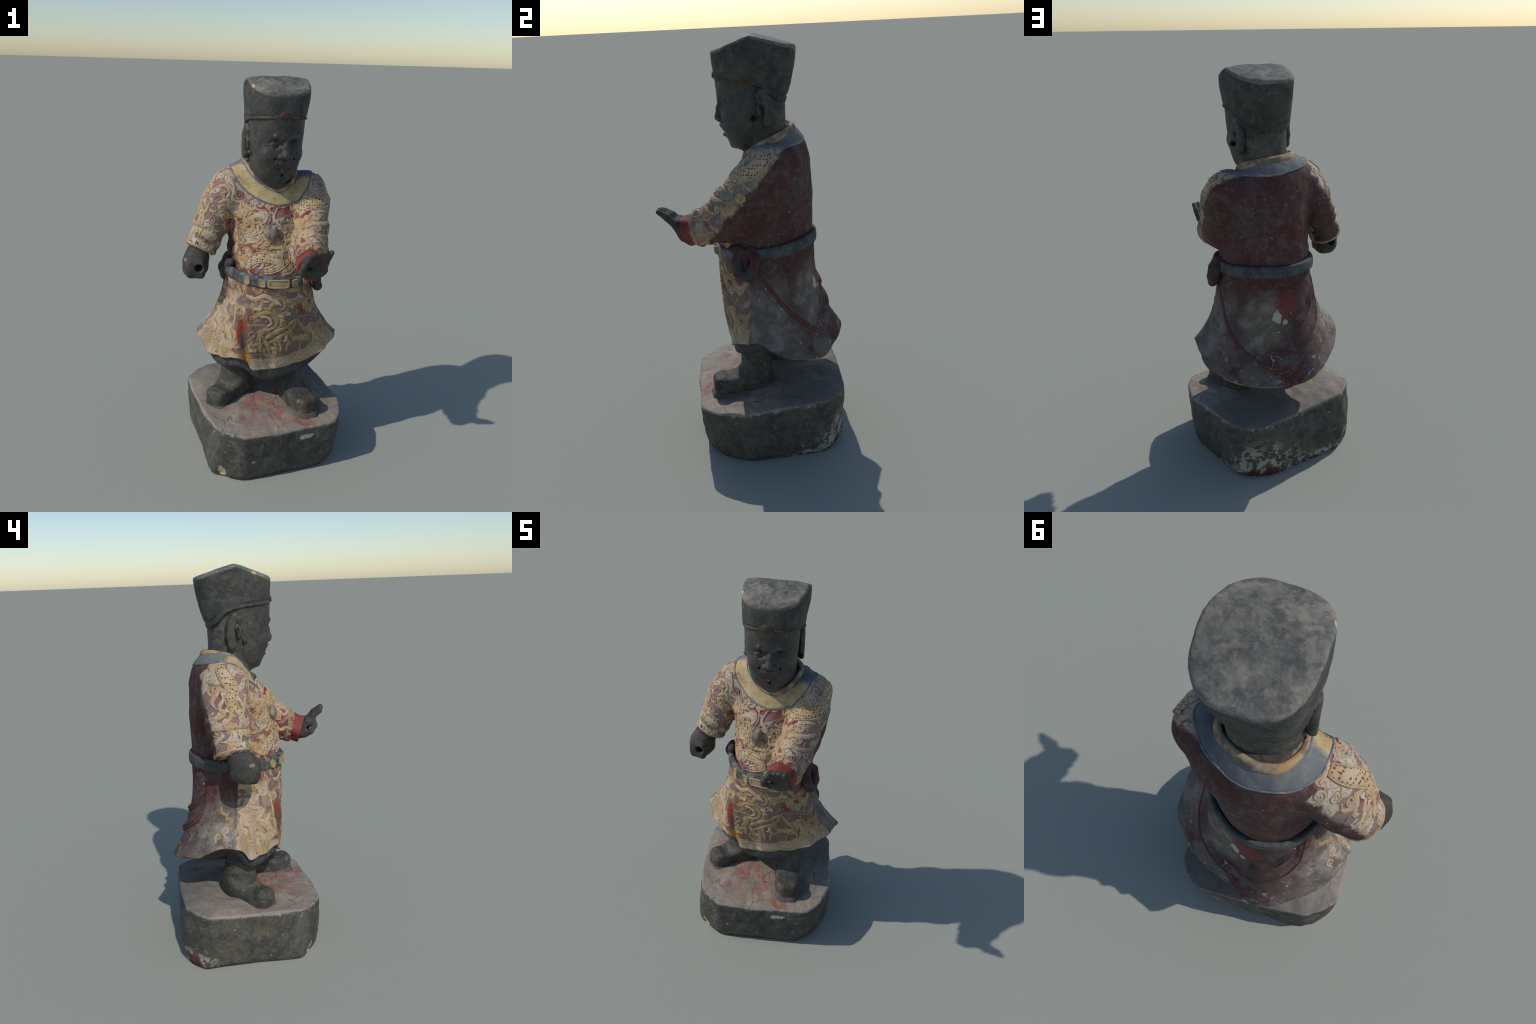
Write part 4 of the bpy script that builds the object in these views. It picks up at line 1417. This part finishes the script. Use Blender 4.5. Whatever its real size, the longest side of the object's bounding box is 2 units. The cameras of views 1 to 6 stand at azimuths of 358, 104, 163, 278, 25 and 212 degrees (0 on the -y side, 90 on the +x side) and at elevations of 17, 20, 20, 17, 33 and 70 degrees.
def build_yoke():
    c0 = V3(.02, .06)
    N, K = 240, 16
    az = np.arange(N) * 360 / N

    def by_angle(curve):
        d = closed_curve(curve, 600)
        a = az_of(d, c0)
        return periodic(a, d, az)
    O, I = by_angle(YOKE), by_angle(COLLAR)
    rows = []
    for k in range(K):
        t = k / (K - 1)
        r = np.empty((N, 3))
        for i in range(N):
            p = I[i] * (1 - t) + O[i] * t
            q, n = snap(robe_bvh, p)
            r[i] = q + n * (.0045 * smoothstep(0, .12, 1 - t) - .0008)
        rows.append(r)
    v = np.array(rows).reshape(-1, 3); f = ring_faces(K, N)
    n = vertex_normals(v, f)
    if (n[:, 2]).mean() < 0:
        f = f[:, ::-1]; n = -n
    v = v + n * (.0010 * noise3(v * 40, 101))[:, None]
    for r in rows[::3]:
        yoke_samples.extend(r[::6])
    ob = make_object('yoke', v, f, MAT['yoke'])
    # painted blue borders
    rowO = rows[-2]; rowI = rows[2]
    for row, w in ((rowO, .0055), (rowI, .005)):
        P = np.concatenate([row, row[:2]])
        sel = P
        place('yoke_piping', robe_bvh, resample(sel, 200), w, .0062, MAT['piping'], ob, K=5)
    return ob


yoke = build_yoke()

# ---- dragon bodies: broad scaly bands with raised rims
DRAGONS = [  # spine x, y, z, half width
    ([(.150, -.080, 1.345, .026), (.185, -.085, 1.385, .030), (.235, -.080, 1.395, .030), (.285, -.045, 1.405, .030), (.300, .02, 1.425, .030), (.285, .085, 1.46, .030), (.250, .115, 1.49, .022)], 'sleeve.001'),
    ([(-.205, .05, 1.54, .018), (-.245, .035, 1.515, .026), (-.280, .0, 1.47, .030), (-.300, -.02, 1.43, .026), (-.325, -.01, 1.395, .022), (-.330, -.03, 1.355, .020), (-.320, -.06, 1.325, .012)], 'sleeve'),
    ([(-.085, -.128, 1.06, .012), (-.080, -.132, 1.10, .018), (-.040, -.158, 1.132, .022), (.025, -.180, 1.142, .024), (.062, -.188, 1.112, .022), (.030, -.184, 1.082, .016), (-.010, -.172, 1.070, .012)], 'robe_torso'),
    ([(.075, -.19, 1.075, .014), (.105, -.184, 1.085, .020), (.130, -.172, 1.12, .020), (.125, -.168, 1.165, .016), (.100, -.165, 1.20, .008)], 'robe_torso'),
]
occupied = []
for pts, owner in DRAGONS:
    s = resample(pts, 60)
    ob = place('dragon_body', robe_bvh, s[:, :3], s[:, 3], .0055, MAT['dragon'], find(owner), K=13, flat=.5)
    occupied += [(p[:3], p[3] + .006) for p in s[::3]]
    S, Nn = [], []
    for p in s:
        q, n = snap(robe_bvh, p[:3]); S.append(q); Nn.append(n)
    S, Nn = np.array(S), np.array(Nn)
    T = np.gradient(S, axis=0); side = np.cross(Nn, T); side /= np.linalg.norm(side, axis=1, keepdims=True)
    for sg in (-1, 1):
        place('dragon_rim', robe_bvh, S + side * (sg * (s[:, 3:4] + .001)), .0045, .0075, MAT['scroll'], ob, K=5)

# ---- rolled ends of both sleeves
for pair, back, ob in ((ARM_R, .020, sleeve_a), (ARM_L, -.004, sleeve_b)):
    a, b = V3(*pair[1][-2][:3]), V3(*pair[1][-1][:3])
    u = (b - a) / np.linalg.norm(b - a)
    c = (V3(*pair[0][-1][:3]) + b) / 2 + u * back
    e1 = np.cross(u, V3(0, 0, 1)); e1 /= np.linalg.norm(e1); e2 = np.cross(u, e1)
    th = np.linspace(0, 2 * math.pi, 64)
    sp = c + .10 * (np.cos(th)[:, None] * e1 + np.sin(th)[:, None] * e2)
    sp = np.array([snap(robe_bvh, p)[0] for p in sp])
    place('sleeve_hem', robe_bvh, sp, .0065, .0050, MAT['scroll_ochre'] if pair is ARM_R else MAT['scroll_dull'], ob, K=7)

# ---- pearl with flame leaves in the middle of the chest
pc, pn = snap(robe_bvh, (.022, -.17, 1.258))


def pearl_fn(P):
    q = P - pc
    d = ellipsoid(P, pc + pn * .008, (.033, .026, .036))
    for k, (dx, dz, r) in enumerate(((-.016, .026, .016), (.012, .028, .015), (-.028, .002, .014), (.0, -.030, .015))):
        d = s_union(d, ellipsoid(P, pc + pn * .008 + V3(dx, 0, dz), (r, .016, r * 1.3)), .006)
    d = s_cut(d, round_cone_chain(P, [tuple(pc + pn * .034 + V3(-.012, 0, .03)) + (.005,), tuple(pc + pn * .034 + V3(-.004, 0, -.03)) + (.004,)]), .004)
    return d


solid('pearl_relief', pearl_fn, pc - .065, pc + .065, .004, MAT['pearl'], parent=torso_ob, displace=lambda v, n: .001 * noise3(v * 50, 111))
occupied.append((pc, .045))
for p in yoke_samples:
    occupied.append((p, .022))

# ---- cloud scrolls and flame bands
def tangent_frame(n, roll):
    e1 = np.cross(n, V3(0, 0, 1)); e1 /= np.linalg.norm(e1)
    e2 = np.cross(n, e1)
    c, s = math.cos(roll), math.sin(roll)
    return c * e1 + s * e2, -s * e1 + c * e2


def spiral(p, n, R, roll, hand, turns, tail):
    e1, e2 = tangent_frame(n, roll)
    th = np.linspace(0, turns * 2 * math.pi, int(14 * turns) + 6)
    r = R * (.18 + .82 * (th / th[-1]) ** .8)
    pts = [p + e1 * (a * math.cos(t)) + e2 * (a * math.sin(t) * hand) for a, t in zip(r, th)]
    d = pts[-1] - pts[-2]; d /= np.linalg.norm(d)
    o = pts[-1] - p; o /= np.linalg.norm(o)
    for k in range(1, 9):
        u = k / 8
        pts.append(pts[-1] + (d * (1 - .3 * u) + o * (.9 * math.sin(u * 4.2))) * tail / 8)
    return np.array(pts)


def flame(p, n, L, roll, waves, amp):
    e1, e2 = tangent_frame(n, roll)
    s = np.linspace(-.5, .5, 22)
    return np.array([p + e1 * (L * u) + e2 * (amp * math.sin(u * waves * 2 * math.pi)) for u in s])


def scatter(mesh, keep, spacing, limit):
    v, f = mesh
    c = v[f].mean(1)
    n = vertex_normals(v, f)[f[:, 0]]
    ok = keep(c, n)
    c, n = c[ok], n[ok]
    order = rng.permutation(len(c))
    got, gn = [], []
    grid = {}
    for i in order:
        key = tuple((c[i] / spacing).astype(int))
        near = False
        for a in (-1, 0, 1):
            for b in (-1, 0, 1):
                for d in (-1, 0, 1):
                    for q in grid.get((key[0] + a, key[1] + b, key[2] + d), ()):
                        if np.linalg.norm(q - c[i]) < spacing:
                            near = True
        if near or any(np.linalg.norm(c[i] - o) < r for o, r in occupied):
            continue
        grid.setdefault(key, []).append(c[i]); got.append(c[i]); gn.append(n[i])
        if len(got) >= limit:
            break
    return np.array(got), np.array(gn)


def robe_front(c, n):
    x, y, z = c.T
    sl_r = x < -.215
    sl_l = (x > .14) & (y < .2)
    lim = np.where(sl_r, .08 + .3 * (z - 1.3), np.where(sl_l & (z > 1.1), .11 + .9 * (z - 1.45), -.045 + .42 * (z - 1.2)))
    inside = (n[:, 1] > .6)
    return (y < lim) & ~inside & (z > 1.075) & (z < 1.53)


def owner_of(p):
    if p[0] < -.215:
        return sleeve_a if sleeve_a.data.vertices[0].co.x < 0 else sleeve_b
    if p[0] > .15 and p[1] < .2 and p[2] > 1.07:
        return sleeve_b if sleeve_a.data.vertices[0].co.x < 0 else sleeve_a
    return torso_ob


MOTIFS = ['scroll', 'scroll', 'scroll', 'scroll_ochre', 'scroll_rose']


def motif(bvh, p, n, mat, parent, h, size=1.0, curl=.5):
    """A cloud head (flat coil) with its tail, or a broad waving flame with an incised rim."""
    roll = rng.uniform(0, 2 * math.pi)
    if rng.random() < curl:
        R = rng.uniform(.014, .021) * size
        sp = spiral(p, n, R, roll, rng.choice((-1, 1)), rng.uniform(1.25, 1.6), rng.uniform(.012, .03) * size)
        m = len(sp)
        w = np.interp(np.linspace(0, 1, m), [0, .5, .75, 1], [.0032, .0048, .0058, .0025]) * size
        return place('cloud_scroll', bvh, sp, w, h, mat, parent, K=7, flat=.35)
    s_ = np.linspace(0, 1, 22)
    w = (.0035 + .0065 * np.sin(np.pi * s_ ** .7)) * size
    return place('flame_band', bvh, flame(p, n, rng.uniform(.045, .08) * size, roll, rng.uniform(.8, 1.5), rng.uniform(.006, .012) * size), w, h, mat, parent, K=7, flat=.5)


# main figures of the embroidery, each a spine on the cloth: paint, half width, points
ROBE_FIGURES = [
    ('scroll', 0.0065, [(-0.031, -0.098, 1.400), (-0.063, -0.105, 1.385), (-0.051, -0.115, 1.368), (-0.011, -0.118, 1.361), (0.001, -0.131, 1.333), (-0.018, -0.144, 1.307), (-0.038, -0.140, 1.310), (-0.045, -0.144, 1.270), (-0.024, -0.159, 1.226), (-0.043, -0.154, 1.196), (-0.052, -0.153, 1.175), (-0.026, -0.164, 1.166)]),   # whisker left
    ('pearl', 0.0065, [(0.126, -0.082, 1.335), (0.089, -0.104, 1.332), (0.079, -0.122, 1.308), (0.104, -0.112, 1.302), (0.085, -0.142, 1.272), (0.049, -0.140, 1.296)]),   # whisker right
    ('scroll', 0.0070, [(0.048, -0.100, 1.374), (0.032, -0.123, 1.339), (0.041, -0.136, 1.310), (0.065, -0.139, 1.288), (0.049, -0.157, 1.260)]),   # beard
    ('scroll_rose', 0.0070, [(0.008, -0.111, 1.368), (0.013, -0.131, 1.333), (0.005, -0.145, 1.304)]),   # flame a
    ('scroll_ochre', 0.0080, [(-0.150, -0.064, 1.192), (-0.113, -0.106, 1.189), (-0.074, -0.137, 1.207), (-0.043, -0.154, 1.204)]),   # claw
    ('scroll_ochre', 0.0080, [(-0.148, -0.070, 1.114), (-0.124, -0.100, 1.140), (-0.136, -0.091, 1.104), (-0.119, -0.111, 1.081), (-0.079, -0.145, 1.059)]),   # claw b
    ('scroll_ochre', 0.0110, [(-0.108, -0.112, 1.305), (-0.077, -0.128, 1.322), (-0.068, -0.133, 1.283), (-0.091, -0.122, 1.247), (-0.059, -0.143, 1.229)]),   # flame b
    ('scroll_ochre', 0.0080, [(0.114, -0.161, 1.197), (0.133, -0.156, 1.229), (0.151, -0.153, 1.261)]),   # cloud c
    ('scroll', 0.0075, [(0.130, -0.092, 1.318), (0.145, -0.119, 1.284), (0.125, -0.139, 1.248), (0.129, -0.160, 1.214), (0.138, -0.205, 1.194)]),   # edge
    ('scroll', 0.0110, [(-0.327, 0.015, 1.400), (-0.337, 0.038, 1.358), (-0.350, 0.014, 1.330), (-0.357, 0.052, 1.302)]),   # tongue a
    ('scroll', 0.0110, [(-0.316, -0.043, 1.398), (-0.334, -0.021, 1.357), (-0.352, -0.015, 1.316), (-0.372, 0.013, 1.283), (-0.372, -0.008, 1.253)]),   # tongue b
    ('scroll', 0.0110, [(-0.285, -0.075, 1.391), (-0.307, -0.069, 1.343), (-0.338, -0.057, 1.305), (-0.327, -0.076, 1.264)]),   # tongue c
    ('scroll', 0.0110, [(-0.297, 0.033, 1.447), (-0.316, 0.054, 1.414), (-0.322, 0.077, 1.385), (-0.333, 0.061, 1.357)]),   # tongue d
    ('scroll_ochre', 0.0100, [(-0.357, 0.077, 1.257), (-0.374, 0.013, 1.268), (-0.359, -0.044, 1.272), (-0.302, -0.087, 1.266)]),   # roll a
    ('scroll', 0.0080, [(-0.183, -0.047, 1.510), (-0.166, -0.073, 1.460), (-0.173, -0.074, 1.412), (-0.141, -0.076, 1.389)]),   # branch
    ('scroll', 0.0080, [(-0.253, -0.055, 1.462), (-0.213, -0.069, 1.474), (-0.189, -0.077, 1.444), (-0.204, -0.080, 1.412)]),   # branch b
    ('scroll', 0.0080, [(-0.243, -0.087, 1.389), (-0.204, -0.080, 1.404), (-0.188, -0.075, 1.379), (-0.211, -0.082, 1.356)]),   # branch c
    ('scroll', 0.0100, [(0.202, -0.128, 1.344), (0.242, -0.105, 1.361), (0.295, -0.067, 1.347)]),   # band a
    ('scroll', 0.0120, [(0.184, -0.160, 1.293), (0.225, -0.157, 1.311), (0.270, -0.145, 1.308), (0.305, -0.086, 1.305)]),   # band b
    ('scroll_ochre', 0.0120, [(0.172, -0.205, 1.250), (0.221, -0.202, 1.270), (0.270, -0.179, 1.254), (0.299, -0.123, 1.241)]),   # band c
    ('scroll', 0.0080, [(0.150, -0.193, 1.237), (0.161, -0.222, 1.221), (0.202, -0.236, 1.239), (0.207, -0.270, 1.224)]),   # inner
]
ROBE_COILS = [(-0.121, -0.095, 1.365, 0.026), (-0.220, -0.076, 1.441, 0.013), (-0.011, -0.168, 1.176, 0.017), (0.086, -0.162, 1.217, 0.019), (0.124, -0.142, 1.245, 0.016), (0.239, -0.130, 1.341, 0.024), (-0.223, -0.086, 1.369, 0.020), (-0.296, 0.064, 1.436, 0.022), (-0.386, -0.034, 1.203, 0.020), (0.309, -0.000, 1.320, 0.028), (0.300, -0.117, 1.265, 0.018), (0.302, -0.043, 1.361, 0.016), (-0.100, -0.116, 1.294, 0.020), (0.114, -0.115, 1.286, 0.016)]
SKIRT_FIGURES = [
    ('scroll_dull', 0.0130, [(-0.058, -0.200, 0.825), (-0.018, -0.203, 0.853), (0.030, -0.206, 0.855), (0.059, -0.202, 0.824), (0.052, -0.202, 0.784), (0.017, -0.202, 0.762)]),   # mane
    ('scroll_ochre', 0.0080, [(-0.026, -0.203, 0.836), (0.014, -0.205, 0.833), (0.035, -0.204, 0.802), (0.012, -0.203, 0.784)]),   # mane b
    ('scroll_dull', 0.0130, [(0.002, -0.199, 0.712), (0.058, -0.202, 0.749), (0.114, -0.189, 0.775), (0.162, -0.169, 0.816)]),   # beast body
    ('scroll_dull', 0.0100, [(0.027, -0.198, 0.685), (0.091, -0.198, 0.730), (0.148, -0.170, 0.763), (0.172, -0.162, 0.804)]),   # beast back
    ('scroll_dull', 0.0090, [(0.167, -0.167, 0.815), (0.196, -0.145, 0.762), (0.231, -0.111, 0.702), (0.248, -0.100, 0.633)]),   # hind leg
    ('scroll_dull', 0.0070, [(0.002, -0.199, 0.716), (-0.019, -0.201, 0.730), (-0.021, -0.200, 0.676)]),   # fore leg
    ('scroll_grey', 0.0050, [(0.171, -0.166, 0.823), (0.215, -0.128, 0.821), (0.279, -0.026, 0.771)]),   # beast tail
    ('scroll_ochre', 0.0130, [(-0.096, -0.172, 0.942), (-0.052, -0.192, 0.925), (-0.005, -0.202, 0.947), (0.043, -0.204, 0.923), (0.084, -0.198, 0.896)]),   # cloud top
    ('scroll_dull', 0.0110, [(0.100, -0.193, 0.920), (0.150, -0.175, 0.905), (0.193, -0.145, 0.911), (0.237, -0.070, 0.901)]),   # cloud right
    ('scroll_dull', 0.0080, [(0.046, -0.204, 0.970), (0.083, -0.197, 0.938), (0.101, -0.194, 0.894), (0.077, -0.200, 0.870)]),   # blade
    ('scroll', 0.0060, [(-0.145, -0.131, 0.951), (-0.143, -0.148, 0.889), (-0.146, -0.163, 0.834), (-0.153, -0.174, 0.751)]),   # left edge
    ('scroll', 0.0110, [(-0.190, -0.076, 0.886), (-0.206, -0.065, 0.828), (-0.179, -0.126, 0.800), (-0.213, -0.078, 0.734)]),   # left flame
    ('scroll', 0.0110, [(-0.240, -0.022, 0.791), (-0.265, -0.024, 0.737), (-0.247, -0.045, 0.710), (-0.281, -0.037, 0.678)]),   # left flame b
    ('scroll', 0.0110, [(-0.162, -0.156, 0.778), (-0.177, -0.144, 0.719), (-0.164, -0.169, 0.694)]),   # left flame c
    ('scroll_dull', 0.0070, [(-0.020, -0.197, 0.639), (-0.017, -0.200, 0.676), (-0.009, -0.200, 0.694)]),   # flame 1
    ('scroll_dull', 0.0070, [(0.029, -0.195, 0.638), (0.024, -0.197, 0.675), (0.035, -0.199, 0.699)]),   # flame 2
    ('scroll_dull', 0.0070, [(0.120, -0.184, 0.635), (0.127, -0.184, 0.680), (0.134, -0.180, 0.700)]),   # flame 3
    ('scroll_dull', 0.0070, [(0.191, -0.141, 0.615), (0.193, -0.143, 0.652), (0.205, -0.134, 0.671)]),   # flame 4
    ('scroll_dull', 0.0070, [(0.087, -0.194, 0.634), (0.090, -0.195, 0.662), (0.080, -0.198, 0.686)]),   # flame 5
    ('scroll_grey', 0.0100, [(0.217, -0.119, 0.884), (0.234, -0.093, 0.852), (0.224, -0.112, 0.833)]),   # drop
]
SKIRT_COILS = [(-0.036, -0.197, 0.914, 0.020), (-0.106, -0.174, 0.852, 0.022), (0.147, -0.177, 0.884, 0.018), (0.123, -0.187, 0.845, 0.010), (0.076, -0.199, 0.704, 0.016), (0.234, -0.093, 0.847, 0.022), (0.258, -0.074, 0.740, 0.016), (0.169, -0.159, 0.705, 0.012), (0.221, -0.114, 0.857, 0.022), (0.235, -0.097, 0.747, 0.020), (-0.182, -0.082, 0.915, 0.016), (-0.291, -0.013, 0.722, 0.016), (-0.066, -0.200, 0.825, 0.012)]


def figures(bvh, table, coils, owner, h, coil_mats):
    for mat, w, pts in table:
        sp = resample(pts, max(16, 7 * len(pts)))
        t = np.linspace(0, 1, len(sp))
        place('embroidered_figure', bvh, sp, w * np.interp(t, [0, .12, .5, .88, 1], [.45, .9, 1, .8, .3]), h, MAT[mat], owner(sp[len(sp) // 2]), K=9, flat=.45)
        occupied.extend((q, w + .006) for q in sp[::2])
    for k, (x, y, z, R) in enumerate(coils):
        p, n = snap(bvh, (x, y, z))
        sp = spiral(p, n, R * .85, rng.uniform(0, 6.28), (-1, 1)[k % 2], 1.75, R * .6)
        w = np.interp(np.linspace(0, 1, len(sp)), [0, .5, .8, 1], [.18, .24, .24, .08]) * R
        place('cloud_coil', bvh, sp, w, h, MAT[coil_mats[k % len(coil_mats)]], owner(p), K=7, flat=.35)
        occupied.append((p, R + .004))


figures(robe_bvh, ROBE_FIGURES, ROBE_COILS, owner_of, .0042, ('scroll_ochre', 'scroll', 'scroll'))

pts, nrm = scatter(robe_mesh, robe_front, .040, 120)
for p, n in zip(pts, nrm):
    mat = MAT[MOTIFS[rng.integers(len(MOTIFS))]]
    if p[0] > .26 and p[1] > -.12:
        mat = MAT['scroll_grey']
    if rng.random() < .5:
        mat = owner_of(p).data.materials[0]
    motif(robe_bvh, p, n, mat, owner_of(p), .0040 if owner_of(p) is torso_ob else .0030, 1.1)

# ---- skirt ornament: flatter, duller scrolls on the maroon front
front_ob = find('front_skirt')
occupied = []


def skirt_front_zone(c, n):
    a = (az_of(c) + 180) % 360 - 180
    hz = hem_z(az_of(c))
    return (a > -68) & (a < 70) & (c[:, 2] < .97) & (c[:, 2] > hz + .085) & (n[:, 1] < .5) & ~((np.abs(c[:, 0] + .11) < .035) & (c[:, 2] < .80))


figures(skirt_bvh, SKIRT_FIGURES, SKIRT_COILS, lambda p: front_ob, .0034, ('scroll_dull', 'scroll_ochre'))
pts, nrm = scatter(skirt_mesh, skirt_front_zone, .046, 45)
for p, n in zip(pts, nrm):
    mat = MAT['scroll' if p[0] < -.16 and rng.random() < .7 else ('scroll_dull', 'scroll_dull', 'scroll_ochre')[rng.integers(3)]]
    if rng.random() < .5:
        mat = MAT['skirt_front']
    motif(skirt_bvh, p, n, mat, front_ob, .0026, 1.15, .45)

# a few clouds stray past the slit on the lowered-arm side
back_ob = find('back_skirt')
for a, z, m in ((-90, .74, 'scroll'), (-96, .70, 'scroll'), (-88, .69, 'scroll'), (-86, .80, 'scroll_dull'), (-93, .83, 'scroll_dull')):
    a = math.radians(a)
    p, n = snap(skirt_bvh, (AXIS[0] + math.sin(a) * .33, AXIS[1] - math.cos(a) * .33, z))
    motif(skirt_bvh, p, n, MAT[m], back_ob, .003, 1.0, .7)

# ---- rolled, rubbed edges of the draped cloth behind
for pts, w, h in SWAGS:
    q = resample([(a, z, 0) for a, z in pts], 60)
    a = np.radians(q[:, 0])
    for off, hw in ((0.0, .0075), (-.020, .0045)):
        sp = np.stack([AXIS[0] + np.sin(a) * .33, AXIS[1] - np.cos(a) * .33, q[:, 1] + off], 1)
        S = []
        for p in sp:
            o = Vector((AXIS[0], AXIS[1], p[2])); d = Vector((p[0] - AXIS[0], p[1] - AXIS[1], 0)).normalized()
            hit = skirt_bvh.ray_cast(o + d * .6, -d)
            S.append(np.array(hit[0]) if hit[0] else p)
        S = np.array(S)
        place('drape_fold', skirt_bvh, S, np.interp(np.linspace(0, 1, 60), [0, .2, .8, 1], [.1, 1, 1, .1]) * hw, .0032, MAT['drape'], back_ob, K=7)
#ENDORNAMENT#

for o in list(bpy.context.scene.objects):
    if o.type == 'MESH' and o.name.startswith('tmp'):
        bpy.data.objects.remove(o)
